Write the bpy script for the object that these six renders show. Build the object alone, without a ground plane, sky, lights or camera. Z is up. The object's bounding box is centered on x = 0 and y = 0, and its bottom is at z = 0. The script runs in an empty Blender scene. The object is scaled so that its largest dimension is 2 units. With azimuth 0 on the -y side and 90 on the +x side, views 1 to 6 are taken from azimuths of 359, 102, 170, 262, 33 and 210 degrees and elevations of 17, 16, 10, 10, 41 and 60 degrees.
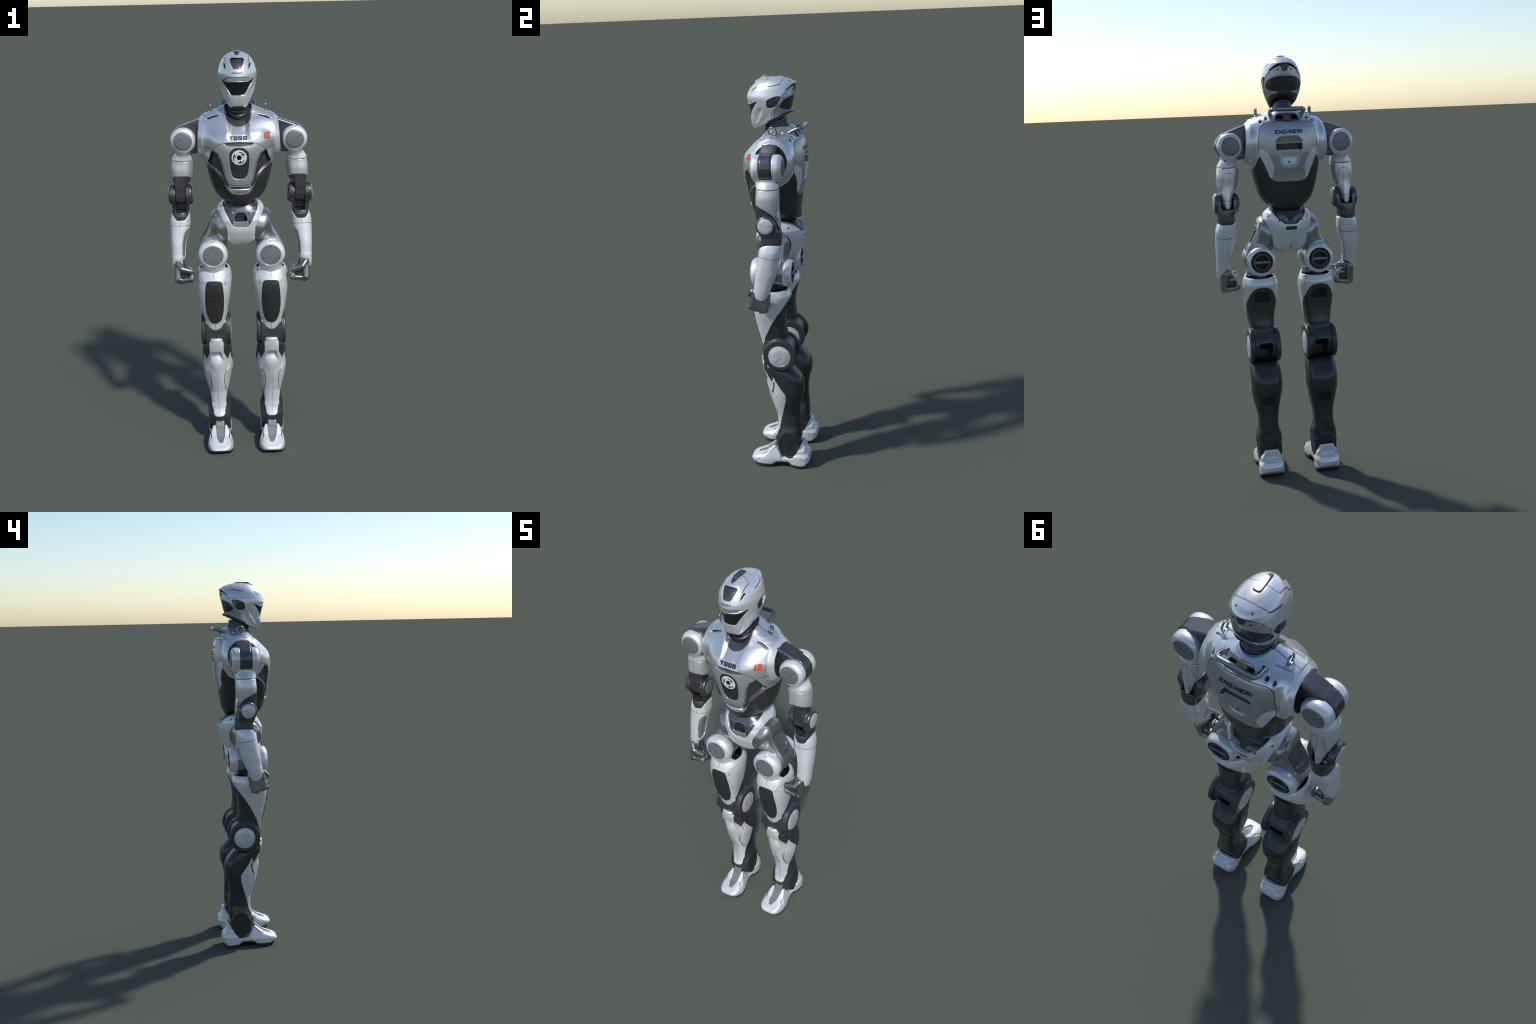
"""Humanoid robot: silver-white armoured android standing with closed fists.

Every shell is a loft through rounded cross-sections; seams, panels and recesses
are regions cut into that loft by 2D outlines, then split into named parts.
"""
import math
import numpy as np

# ---------------------------------------------------------------- numeric helpers
def pchip(xs, ys, x):
    """Monotone cubic interpolation of (xs, ys) at x."""
    xs = np.asarray(xs, float); ys = np.asarray(ys, float); x = np.asarray(x, float)
    h = np.diff(xs); d = np.diff(ys) / h
    m = np.zeros(len(xs)); m[0] = d[0]; m[-1] = d[-1]
    for i in range(1, len(xs) - 1):
        if d[i - 1] * d[i] > 0:
            w1 = 2 * h[i] + h[i - 1]; w2 = h[i] + 2 * h[i - 1]
            m[i] = (w1 + w2) / (w1 / d[i - 1] + w2 / d[i])
    k = np.clip(np.searchsorted(xs, x) - 1, 0, len(xs) - 2)
    t = np.clip((x - xs[k]) / h[k], 0, 1)
    return ((2*t**3 - 3*t**2 + 1) * ys[k] + (t**3 - 2*t**2 + t) * h[k] * m[k]
            + (-2*t**3 + 3*t**2) * ys[k+1] + (t**3 - t**2) * h[k] * m[k+1])

def sstep(a, b, x):
    t = np.clip((x - a) / (b - a), 0, 1)
    return t * t * (3 - 2 * t)

class Loft:
    """Closed body of rounded sections stacked along z.
    station: (z, x_min, x_max, y_front, y_back, exponent[, rear exponent])"""
    def __init__(self, stations, ym=None):
        s = np.array([tuple(r) + ((r[5],) if len(r) == 6 else ()) for r in stations], float); s = s[np.argsort(s[:, 0])]
        self.s = s; self.ym = ym
    def at(self, z):
        z = np.asarray(z, float); s = self.s
        v = [pchip(s[:, 0], s[:, k], z) for k in range(1, 7)]
        xm = (v[0] + v[1]) / 2; xw = (v[1] - v[0]) / 2
        ym = (v[2] + v[3]) / 2 if self.ym is None else np.clip(np.full_like(z, self.ym), v[2] + .003, v[3] - .003)
        return xm, xw, ym, ym - v[2], v[3] - ym, v[4], v[5]
    def level(self, p):
        """<1 inside the section at that height, >1 outside."""
        xm, xw, ym, yf, yb, n, nb = self.at(p[..., 2])
        u = np.abs(p[..., 0] - xm) / xw
        dy = p[..., 1] - ym
        n = np.where(dy < 0, n, nb)
        v = np.abs(dy) / np.where(dy < 0, yf, yb)
        r = (u**n + v**n)**(1/n)
        return np.where((p[..., 2] < self.s[0, 0]) | (p[..., 2] > self.s[-1, 0]), 9.0, r)
    def y_on(self, x, z, front=True):
        x = np.asarray(x, float); z = np.asarray(z, float)
        xm, xw, ym, yf, yb, n, nb = self.at(z)
        n = n if front else nb
        u = np.clip(np.abs(x - xm) / xw, 0, 1)
        v = (1 - u**n)**(1/n)
        return ym - v*yf if front else ym + v*yb
    def x_on(self, y, z, outer=True):
        y = np.asarray(y, float); z = np.asarray(z, float)
        xm, xw, ym, yf, yb, n, nb = self.at(z)
        dy = y - ym; n = np.where(dy < 0, n, nb)
        v = np.clip(np.abs(dy) / np.where(dy < 0, yf, yb), 0, 1)
        u = (1 - v**n)**(1/n)
        return xm + u*xw if outer else xm - u*xw

# ---------------------------------------------------------------- body forms (metres)
def sym(rows):
    return [(r[0], -r[1], r[1]) + tuple(r[2:]) for r in rows]

HEAD = Loft(sym([
    (1.7200, .034, -.085, .060, 3.6, 2.5), (1.7480, .041, -.100, .066, 3.8, 2.6), (1.7640, .050, -.109, .071, 3.6, 2.7),
    (1.7900, .063, -.114, .078, 3.1, 2.7), (1.8160, .076, -.117, .084, 2.4, 2.6), (1.8450, .086, -.124, .092, 2.05, 2.5),
    (1.8700, .090, -.129, .099, 1.95, 2.4), (1.8880, .091, -.133, .103, 2.0, 2.3), (1.9040, .090, -.131, .106, 2.1, 2.3),
    (1.9200, .086, -.126, .108, 2.15, 2.2), (1.9400, .080, -.116, .109, 2.2), (1.9560, .072, -.106, .112, 2.1),
    (1.9640, .067, -.099, .1125, 2.1), (1.9700, .062, -.093, .101, 2.1), (1.9780, .054, -.083, .088, 2.1), (1.9860, .042, -.066, .066, 2.0),
    (1.9920, .029, -.045, .045, 2.0), (1.9955, .014, -.024, .026, 2.0), (1.9965, .002, -.008, .010, 2.0)]), ym=.005)

TORSO = Loft(sym([
    (1.2850, .010, -.020, .030, 2.0, 2.2), (1.2870, .040, -.060, .070, 2.0, 2.3), (1.2930, .062, -.085, .090, 2.0, 2.4), (1.3010, .076, -.098, .100, 2.0, 2.5), (1.3130, .090, -.108, .107, 2.0, 2.5),
    (1.3350, .112, -.118, .115, 2.0, 2.5), (1.3710, .131, -.130, .121, 2.0, 2.6), (1.4200, .145, -.142, .127, 2.15, 2.6),
    (1.4600, .154, -.149, .134, 2.1, 2.6), (1.4900, .160, -.154, .144, 2.15, 2.6), (1.5300, .165, -.160, .152, 2.25, 2.6),
    (1.5600, .166, -.161, .157, 2.35, 2.6), (1.5950, .166, -.158, .158, 2.5, 2.6), (1.6280, .166, -.147, .156, 2.6, 2.6),
    (1.6600, .166, -.119, .150, 2.6, 2.6), (1.6900, .165, -.088, .140, 2.5, 2.5), (1.7100, .157, -.062, .127, 2.4, 2.4),
    (1.7230, .137, -.050, .116, 2.3, 2.3), (1.7360, .101, -.043, .108, 2.2, 2.2), (1.7500, .074, -.036, .101, 2.1, 2.1),
    (1.7600, .052, -.028, .085, 2.0, 2.0), (1.7620, .020, -.010, .040, 2.0, 2.0)]), ym=.005)

PELVIS = Loft(sym([
    (1.0830, .020, -.020, .035, 2.4, 2.2), (1.0850, .042, -.048, .062, 2.6, 2.2), (1.0920, .058, -.066, .080, 3.0, 2.2), (1.1020, .070, -.076, .090, 3.3, 2.2),
    (1.1170, .084, -.087, .100, 3.4, 2.2), (1.1330, .094, -.095, .109, 3.3, 2.1), (1.1760, .107, -.107, .126, 3.3, 2.0), (1.2140, .113, -.108, .136, 3.4, 2.0),
    (1.2460, .116, -.100, .134, 3.0, 2.0), (1.2620, .113, -.094, .128, 3.0, 2.0), (1.2760, .106, -.086, .121, 2.8, 2.1), (1.2900, .090, -.078, .113, 2.7, 2.2),
    (1.3020, .074, -.070, .102, 2.6, 2.3), (1.3060, .050, -.050, .080, 2.6, 2.4)]), ym=.012)

THIGH = Loft([
    (.6400, .112, .166, -.066, -.010, 2.4), (.6500, .100, .178, -.068, .010, 2.5), (.6900, .085, .193, -.075, .055, 2.7),
    (.7050, .082, .196, -.079, .060, 2.7), (.7310, .078, .201, -.086, .060, 2.7), (.7670, .074, .208, -.094, .054, 2.7), (.8000, .068, .213, -.101, .053, 2.7),
    (.8470, .060, .220, -.109, .058, 2.6), (.8850, .055, .224, -.114, .067, 2.5), (.9150, .052, .225, -.114, .076, 2.4),
    (.9380, .053, .223, -.107, .080, 2.4), (.9560, .058, .219, -.099, .074, 2.4), (.9680, .063, .213, -.092, .068, 2.4)])

SHIN = Loft([
    (.0950, .088, .187, -.020, .086, 2.20, 2.6), (.1300, .081, .192, -.024, .102, 2.20, 2.7), (.1540, .077, .195, -.026, .111, 2.3, 2.7), (.1800, .077, .195, -.016, .114, 2.3, 2.7), (.2000, .079, .194, -.010, .112, 2.4, 2.7),
    (.2400, .089, .186, -.006, .112, 2.4, 2.6), (.2850, .087, .186, -.009, .109, 2.3, 2.6), (.3250, .081, .193, -.022, .110, 2.15, 2.6), (.3610, .074, .202, -.034, .114, 1.95, 2.6),
    (.3830, .070, .206, -.042, .119, 1.85, 2.6), (.4300, .061, .212, -.051, .132, 1.85, 2.6), (.4640, .060, .212, -.054, .132, 1.85, 2.6), (.4940, .062, .212, -.060, .124, 1.85, 2.6),
    (.5200, .064, .211, -.067, .104, 1.85, 2.6), (.5400, .067, .209, -.072, .086, 2.20, 2.6), (.5600, .071, .205, -.076, .060, 2.20, 2.6), (.5900, .100, .176, -.079, .030, 2.60, 2.6), (.6040, .104, .172, -.079, .010, 2.60, 2.6), (.6080, .112, .164, -.076, .000, 2.60, 2.6)])

UPPER_ARM = Loft([
    (1.3080, .272, .297, -.040, .068, 2.6), (1.3130, .267, .301, -.042, .069, 2.6), (1.3500, .259, .308, -.044, .068, 2.6), (1.3800, .247, .317, -.046, .065, 2.5), (1.3950, .236, .321, -.047, .063, 2.4),
    (1.4150, .228, .325, -.048, .062, 2.4), (1.4500, .222, .327, -.049, .063, 2.4), (1.4970, .2195, .3215, -.046, .062, 2.4), (1.5100, .222, .319, -.046, .060, 2.4),
    (1.5300, .224, .318, -.052, .063, 2.5)])

FOREARM = Loft([
    (.9640, .312, .336, -.046, -.016, 2.3), (.9800, .296, .340, -.064, -.002, 2.3), (1.0100, .280, .343, -.068, .010, 2.4), (1.0250, .276, .343, -.068, .016, 2.4), (1.0500, .273, .343, -.064, .026, 2.4), (1.0960, .268, .345, -.058, .044, 2.4),
    (1.1300, .259, .345, -.052, .051, 2.4), (1.1700, .247, .345, -.046, .061, 2.4), (1.1950, .244, .344, -.042, .066, 2.4), (1.2300, .246, .335, -.037, .069, 2.4), (1.2480, .256, .324, -.010, .066, 2.4), (1.2550, .262, .318, .005, .055, 2.4)])
BODIES = dict(HEAD=HEAD, TORSO=TORSO, PELVIS=PELVIS, THIGH=THIGH, SHIN=SHIN, UPPER_ARM=UPPER_ARM, FOREARM=FOREARM)

# ---------------------------------------------------------------- implicit-surface toolkit
class Form:
    """Signed distance (approximate) to a Loft, from tabulated sections."""
    def __init__(self, loft, grow=0.0):
        self.z0, self.z1 = loft.s[0, 0], loft.s[-1, 0]
        self.tz = np.linspace(self.z0, self.z1, 1200)
        self.tab = [np.asarray(a) * np.ones_like(self.tz) for a in loft.at(self.tz)]
    def raw(self, x, y, z):
        xm, xw, ym, yf, yb, n, nb = [np.interp(z, self.tz, t) for t in self.tab]
        dx = x - xm; dy = y - ym; n = np.where(dy < 0, n, nb)
        u = np.abs(dx) / xw; v = np.abs(dy) / np.where(dy < 0, yf, yb)
        r = (u**n + v**n + 1e-12)**(1/n)
        L = np.sqrt(dx*dx + dy*dy) + 1e-9
        return L - L / r
    def __call__(self, P):
        x, y, z = P[:, 0], P[:, 1], P[:, 2]
        zc = np.clip(z, self.z0, self.z1)
        d = self.raw(x, y, zc)
        e = .0012
        s = np.where(zc > (self.z0 + self.z1)/2, -e, e)
        g = (self.raw(x, y, zc + s) - d) / e
        d = d / np.sqrt(1 + np.clip(g, -12, 12)**2)
        return np.maximum(d, np.maximum(z - self.z1, self.z0 - z))

def smin(a, b, k):
    h = np.clip(.5 + .5*(b - a)/k, 0, 1)
    return b + (a - b)*h - k*h*(1 - h)
def smax(a, b, k):
    return -smin(-a, -b, k)

def sd_poly(px, py, pts):
    """Exact signed distance to a 2D polygon (negative inside)."""
    pts = np.asarray(pts, float)
    # far from the outline's bounding box the box distance is good enough
    lo = pts.min(0); hi = pts.max(0)
    bx = np.maximum(np.maximum(lo[0] - px, px - hi[0]), 0); by = np.maximum(np.maximum(lo[1] - py, py - hi[1]), 0)
    far = np.hypot(bx, by); close = far < .018
    if not close.all():
        out = far.copy()
        if close.any(): out[close] = sd_poly(px[close], py[close], pts)
        return out
    d = np.full(px.shape, 1e9); ins = np.zeros(px.shape, bool)
    j = len(pts) - 1
    for i in range(len(pts)):
        ax, ay = pts[i]; bx, by = pts[j]
        ex, ey = bx - ax, by - ay
        wx, wy = px - ax, py - ay
        t = np.clip((wx*ex + wy*ey) / (ex*ex + ey*ey + 1e-12), 0, 1)
        d = np.minimum(d, (wx - ex*t)**2 + (wy - ey*t)**2)
        c = ((ay > py) != (by > py)) & (px < (bx - ax)*(py - ay)/(by - ay + 1e-15) + ax)
        ins ^= c
        j = i
    d = np.sqrt(d)
    return np.where(ins, -d, d)

def sd_line(px, py, pts):
    pts = np.asarray(pts, float); d = np.full(px.shape, 1e9)
    for (ax, ay), (bx, by) in zip(pts[:-1], pts[1:]):
        ex, ey = bx - ax, by - ay; wx, wy = px - ax, py - ay
        t = np.clip((wx*ex + wy*ey) / (ex*ex + ey*ey + 1e-12), 0, 1)
        d = np.minimum(d, (wx - ex*t)**2 + (wy - ey*t)**2)
    return np.sqrt(d)

def rounded(pts, times=2):
    """Chaikin corner cutting of a closed outline."""
    p = np.asarray(pts, float)
    for _ in range(times):
        q = np.roll(p, -1, axis=0)
        p = np.stack([.8*p + .2*q, .2*p + .8*q], 1).reshape(-1, 2)
    return p

def mirrored(pts):
    """Right half outline (x>=0, ordered top to bottom) -> closed symmetric outline."""
    p = [tuple(a) for a in pts]
    return p + [(-x, z) for x, z in reversed(p) if abs(x) > 1e-6]

def box(P, c, h, r=0.0):
    q = np.abs(P - np.asarray(c)) - (np.asarray(h) - r)
    return np.linalg.norm(np.maximum(q, 0), axis=1) + np.minimum(q.max(1), 0) - r
def drum(P, c, axis, R, half, r=.004):
    """Rounded cylinder along 'x', 'y' or 'z'."""
    a = 'xyz'.index(axis); o = [i for i in range(3) if i != a]
    q = P - np.asarray(c)
    dr = np.hypot(q[:, o[0]], q[:, o[1]]) - (R - r); da = np.abs(q[:, a]) - (half - r)
    return np.hypot(np.maximum(dr, 0), np.maximum(da, 0)) + np.minimum(np.maximum(dr, da), 0) - r
def capsule(P, a, b, r, r2=None):
    a = np.asarray(a, float); b = np.asarray(b, float); d = b - a
    t = np.clip(((P - a) @ d) / (d @ d), 0, 1)
    rr = r if r2 is None else r + (r2 - r)*t
    return np.linalg.norm(P - a - t[:, None]*d, axis=1) - rr
def ellipsoid(P, c, h):
    h = np.asarray(h, float); q = (P - np.asarray(c)) / h
    k = np.linalg.norm(q, axis=1) + 1e-9; g = np.linalg.norm(q / h, axis=1) + 1e-9
    return k*(k - 1)/g
def prism(P, plane, pts, lo, hi, r=.003):
    """Outline in plane 'xz'/'yz'/'xy' extruded along the remaining axis."""
    i, j = 'xyz'.index(plane[0]), 'xyz'.index(plane[1]); a = 3 - i - j
    d = sd_poly(P[:, i], P[:, j], pts) + r
    w = np.abs(P[:, a] - (lo+hi)/2) - (hi-lo)/2 + r
    return np.hypot(np.maximum(d, 0), np.maximum(w, 0)) + np.minimum(np.maximum(d, w), 0) - r
def rot(P, c, axis, deg):
    a = math.radians(deg); q = P - np.asarray(c); o = [i for i in range(3) if i != 'xyz'.index(axis)]
    u, v = q[:, o[0]].copy(), q[:, o[1]].copy(); R = q.copy()
    R[:, o[0]] = math.cos(a)*u + math.sin(a)*v; R[:, o[1]] = -math.sin(a)*u + math.cos(a)*v
    return R + np.asarray(c)
def lathe_fn(P, c, axis, prof):
    """Solid of revolution from a closed (radius, height) outline."""
    a = 'xyz'.index(axis); o = [i for i in range(3) if i != a]
    q = P - np.asarray(c)
    return sd_poly(np.hypot(q[:, o[0]], q[:, o[1]]), q[:, a], prof)

def grad(f, P, e):
    g = np.empty_like(P)
    for k in range(3):
        d = np.zeros(3); d[k] = e
        g[:, k] = f(P + d) - f(P - d)
    return g / (2*e)

def net(f, lo, hi, h):
    """Surface nets over a box, coarse pass first, then vertices pulled onto the surface."""
    lo = np.asarray(lo, float) - 2*h; hi = np.asarray(hi, float) + 2*h
    S = 4; H = h*S
    nc = np.ceil((hi - lo)/H).astype(int) + 1
    ax = [lo[k] + H*np.arange(nc[k]) for k in range(3)]
    C = f(np.stack(np.meshgrid(*ax, indexing='ij'), -1).reshape(-1, 3)).reshape(nc)
    near = np.abs(C) < 2.0*H
    nf = (nc - 1)*S + 1
    idx = [np.minimum((np.arange(nf[k]) + S//2)//S, nc[k]-1) for k in range(3)]
    near_f = near[np.ix_(*idx)]
    val = np.where(C[np.ix_(*idx)] > 0, 9., -9.)
    pts = np.argwhere(near_f)
    val[near_f] = f(lo + pts*h)
    ins = val < 0
    # cells that the surface crosses
    cnt = np.zeros(nf - 1, int); acc = np.zeros(tuple(nf - 1) + (3,)); num = np.zeros(nf - 1)
    sl = lambda o: tuple(slice(o[k], nf[k] - 1 + o[k]) for k in range(3))
    corners = [(i, j, k) for i in (0, 1) for j in (0, 1) for k in (0, 1)]
    for c in corners: cnt += ins[sl(c)]
    active = (cnt > 0) & (cnt < 8)
    cells = np.argwhere(active)
    vid = -np.ones(nf - 1, int); vid[active] = np.arange(len(cells))
    A = np.zeros((len(cells), 3)); N = np.zeros(len(cells))
    for c in corners:
        for a in range(3):
            if c[a] == 0:
                d = list(c); d[a] = 1
                i0 = cells + c; i1 = cells + d
                v0 = val[tuple(i0.T)]; v1 = val[tuple(i1.T)]
                m = (v0 < 0) != (v1 < 0)
                t = v0[m]/(v0[m] - v1[m])
                A[m] += i0[m] + t[:, None]*(np.asarray(d) - np.asarray(c)); N[m] += 1
    V = lo + (A/np.maximum(N, 1)[:, None])*h
    F = []
    for a in range(3):
        b, c = (a+1) % 3, (a+2) % 3
        s0 = [slice(1, nf[k]-1) for k in range(3)]; s0[a] = slice(0, nf[a]-1)
        s1 = list(s0); s1[a] = slice(1, nf[a])
        e0 = ins[tuple(s0)]; e1 = ins[tuple(s1)]
        for flip in (False, True):
            m = (e0 & ~e1) if not flip else (~e0 & e1)
            q = np.argwhere(m)
            q[:, b] += 1; q[:, c] += 1
            def vv(ob, oc):
                w = q.copy(); w[:, b] += ob; w[:, c] += oc
                return vid[tuple(w.T)]
            quad = np.stack([vv(-1, -1), vv(0, -1), vv(0, 0), vv(-1, 0)], 1)
            F.append(quad[:, ::-1] if flip else quad)
    F = np.concatenate(F); F = F[(F >= 0).all(1)]
    for _ in range(1):
        s = f(V); g = np.stack([f(V + np.eye(3)[k]*h*.2) - s for k in range(3)], 1)/(h*.2); n2 = (g*g).sum(1)
        step = -(s/np.maximum(n2, .05))[:, None]*g
        L = np.linalg.norm(step, axis=1, keepdims=True)
        V = V + step*np.minimum(1, .5*h/np.maximum(L, 1e-12))
    T = np.concatenate([F[:, [0, 1, 2]], F[:, [0, 2, 3]]])
    return V, T

def cut(V, T, val):
    """Split triangles along the zero line of a per-vertex field."""
    val = np.where(np.abs(val) < 1e-5, 1e-5, val)
    s = val > 0; c = s[T].sum(1)
    keep = T[(c == 0) | (c == 3)]
    M = T[(c == 1) | (c == 2)]
    if len(M) == 0: return V, T
    sm = s[M]; lone = np.where(sm.sum(1) == 1, sm.argmax(1), (~sm).argmax(1))
    r = np.arange(len(M)); a = M[r, lone]; b = M[r, (lone+1) % 3]; d = M[r, (lone+2) % 3]
    E = np.sort(np.concatenate([np.stack([a, b], 1), np.stack([a, d], 1)]), 1)
    U, inv = np.unique(E, axis=0, return_inverse=True); inv = inv.reshape(-1)
    t = val[U[:, 0]]/(val[U[:, 0]] - val[U[:, 1]])
    NV = V[U[:, 0]] + t[:, None]*(V[U[:, 1]] - V[U[:, 0]])
    ab = len(V) + inv[:len(M)]; ad = len(V) + inv[len(M):]
    T2 = np.concatenate([keep, np.stack([a, ab, ad], 1), np.stack([ab, b, d], 1), np.stack([ab, d, ad], 1)])
    return np.concatenate([V, NV]), T2

# ---------------------------------------------------------------- Blender side
import bpy
from mathutils import Vector, Matrix

def node_mat(name, color, metallic=0.0, rough=0.4, coat=0.0, var=0.04, scale=9.0, rvar=0.08, spec=0.5, emit=None):
    """Painted or bare shell: base colour with faint handling marks and roughness variation."""
    m = bpy.data.materials.new(name); m.use_nodes = True
    nt = m.node_tree; b = nt.nodes['Principled BSDF']
    tc = nt.nodes.new('ShaderNodeTexCoord')
    n1 = nt.nodes.new('ShaderNodeTexNoise'); n1.inputs['Scale'].default_value = scale; n1.inputs['Detail'].default_value = 5
    n2 = nt.nodes.new('ShaderNodeTexNoise'); n2.inputs['Scale'].default_value = scale*14; n2.inputs['Detail'].default_value = 3
    nt.links.new(tc.outputs['Object'], n1.inputs['Vector']); nt.links.new(tc.outputs['Object'], n2.inputs['Vector'])
    mx = nt.nodes.new('ShaderNodeMath'); mx.operation = 'MULTIPLY_ADD'
    nt.links.new(n2.outputs['Fac'], mx.inputs[0]); mx.inputs[1].default_value = .10; nt.links.new(n1.outputs['Fac'], mx.inputs[2])
    cr = nt.nodes.new('ShaderNodeValToRGB')
    cr.color_ramp.elements[0].position = .35; cr.color_ramp.elements[1].position = .75
    lo = [max(0, c*(1 - 1.5*var)) for c in color]; hi = [min(1, c*(1 + var)) for c in color]
    cr.color_ramp.elements[0].color = (*lo, 1); cr.color_ramp.elements[1].color = (*hi, 1)
    nt.links.new(mx.outputs[0], cr.inputs['Fac']); nt.links.new(cr.outputs['Color'], b.inputs['Base Color'])
    mr = nt.nodes.new('ShaderNodeMapRange')
    mr.inputs['From Min'].default_value = .35; mr.inputs['From Max'].default_value = .75
    mr.inputs['To Min'].default_value = max(.03, rough - rvar*.5); mr.inputs['To Max'].default_value = rough + rvar*.5
    nt.links.new(mx.outputs[0], mr.inputs['Value']); nt.links.new(mr.outputs['Result'], b.inputs['Roughness'])
    b.inputs['Metallic'].default_value = metallic
    b.inputs['Specular IOR Level'].default_value = spec
    b.inputs['Coat Weight'].default_value = coat; b.inputs['Coat Roughness'].default_value = .12
    return m

MAT = {}
def materials():
    MAT['white'] = node_mat('white_shell', (.71, .72, .74), .38, .34, .12)
    MAT['pearl'] = node_mat('pearl_shell', (.67, .68, .705), .58, .31, .12, var=.015, rvar=.03)
    MAT['silver'] = node_mat('silver_shell', (.68, .69, .715), .78, .30, .1, var=.012, rvar=.03)
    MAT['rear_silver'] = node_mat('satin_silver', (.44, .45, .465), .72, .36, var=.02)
    MAT['shade_darkened_silver'] = node_mat('silver_darkened_for_shade', (.44, .45, .465), .72, .34, var=.012, rvar=.03)  # chest silver with base lowered, baking in the shade on the robot's back
    MAT['housing'] = node_mat('hip_housing_metal', (.34, .345, .355), .85, .30, var=.02)
    MAT['gunmetal'] = node_mat('gunmetal', (.115, .115, .128), .75, .30, var=.06)
    MAT['insert'] = node_mat('insert_metal', (.14, .14, .152), .80, .30, var=.03)
    MAT['hand'] = node_mat('hand_metal', (.30, .30, .315), .9, .27, var=.08)
    MAT['dark'] = node_mat('dark_shell', (.033, .034, .036), .12, .34, .10, var=.06)
    MAT['frame'] = node_mat('frame_shell', (.052, .053, .056), .30, .36, .08, var=.08)
    MAT['mid'] = node_mat('mid_grey_shell', (.11, .112, .118), .45, .38, var=.06)
    MAT['matte'] = node_mat('charcoal_pad', (.022, .023, .024), .0, .55, var=.08)
    MAT['disc'] = node_mat('joint_disc', (.20, .205, .21), .35, .42, var=.05)
    MAT['light_disc'] = node_mat('knee_disc', (.60, .61, .63), .35, .36, .1, var=.07, scale=30)
    MAT['black'] = node_mat('black_gap', (.006, .006, .007), .0, .5, var=.1)
    MAT['glass'] = node_mat('visor_glass', (.008, .008, .009), .0, .12, .5, var=.1, rvar=.03)
    MAT['seam'] = node_mat('seam_gap', (.03, .031, .033), .0, .6, var=.1)
    MAT['soft_seam'] = node_mat('shallow_seam', (.20, .205, .21), .2, .5, var=.05)
    MAT['bolt'] = node_mat('steel', (.30, .31, .33), 1.0, .24, var=.05)
    MAT['red'] = node_mat('red_ink', (.62, .05, .03), .0, .4, var=.05)
    MAT['ink'] = node_mat('black_ink', (.012, .012, .014), .0, .45, var=.05)
    MAT['amber'] = node_mat('amber_lamp', (.22, .065, .015), .0, .35, .2, var=.08)
    MAT['mark'] = node_mat('white_ink', (.66, .67, .68), .0, .4, var=.04)
    MAT['rubber'] = node_mat('rubber_sole', (.016, .016, .017), .0, .65, var=.12)

ROOT = None
def raw_object(name, V, T, mat, parent, normals=None, smooth=True):
    me = bpy.data.meshes.new(name)
    V = np.asarray(V, np.float32); T = np.asarray(T, np.int32)
    me.vertices.add(len(V)); me.vertices.foreach_set('co', V.ravel())
    me.loops.add(T.size); me.loops.foreach_set('vertex_index', T.ravel())
    me.polygons.add(len(T)); me.polygons.foreach_set('loop_start', np.arange(0, T.size, T.shape[1], dtype=np.int32))
    me.polygons.foreach_set('use_smooth', np.full(len(T), smooth))
    me.update(); me.validate()
    me.materials.append(MAT[mat])
    if normals is not None and len(me.vertices) == len(normals):
        me.normals_split_custom_set_from_vertices(np.asarray(normals, np.float64).tolist())
    o = bpy.data.objects.new(name, me); bpy.context.scene.collection.objects.link(o)
    o.parent = parent
    return o

def mirror_data(V, T, N):
    s = np.array([-1., 1, 1])
    return V*s, T[:, ::-1], (None if N is None else N*s)

def emit(name, V, T, N, mat, parents, smooth=True):
    """One object, or a mirrored pair when two parents are given."""
    out = []
    for i, p in enumerate(parents):
        v, t, n = (V, T, N) if i == 0 else mirror_data(V, T, N)
        out.append(raw_object(name, v, t, mat, p, n, smooth))
    return out

def split_form(f, lo, hi, h, fields, label, ne=None):
    """Mesh an implicit form, cut it along fields, label faces; -> {label: (V, T, N)}"""
    V, T = net(f, lo, hi, h)
    for fld in fields:
        V, T = cut(V, T, fld(V))
    g = grad(f, V, ne or h*.5); N = g/np.maximum(np.linalg.norm(g, axis=1, keepdims=True), 1e-9)
    L = label(V[T].mean(1)) if label else np.zeros(len(T), int)
    res = {}
    for k in np.unique(L):
        t = T[L == k]; u, inv = np.unique(t, return_inverse=True)
        res[int(k)] = (V[u], inv.reshape(-1, 3), N[u])
    return res

def form_part(name, f, lo, hi, h, mat, parents, ne=None):
    V, T, N = split_form(f, lo, hi, h, [], None, ne)[0]
    return emit(name, V, T, N, mat, parents)

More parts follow.
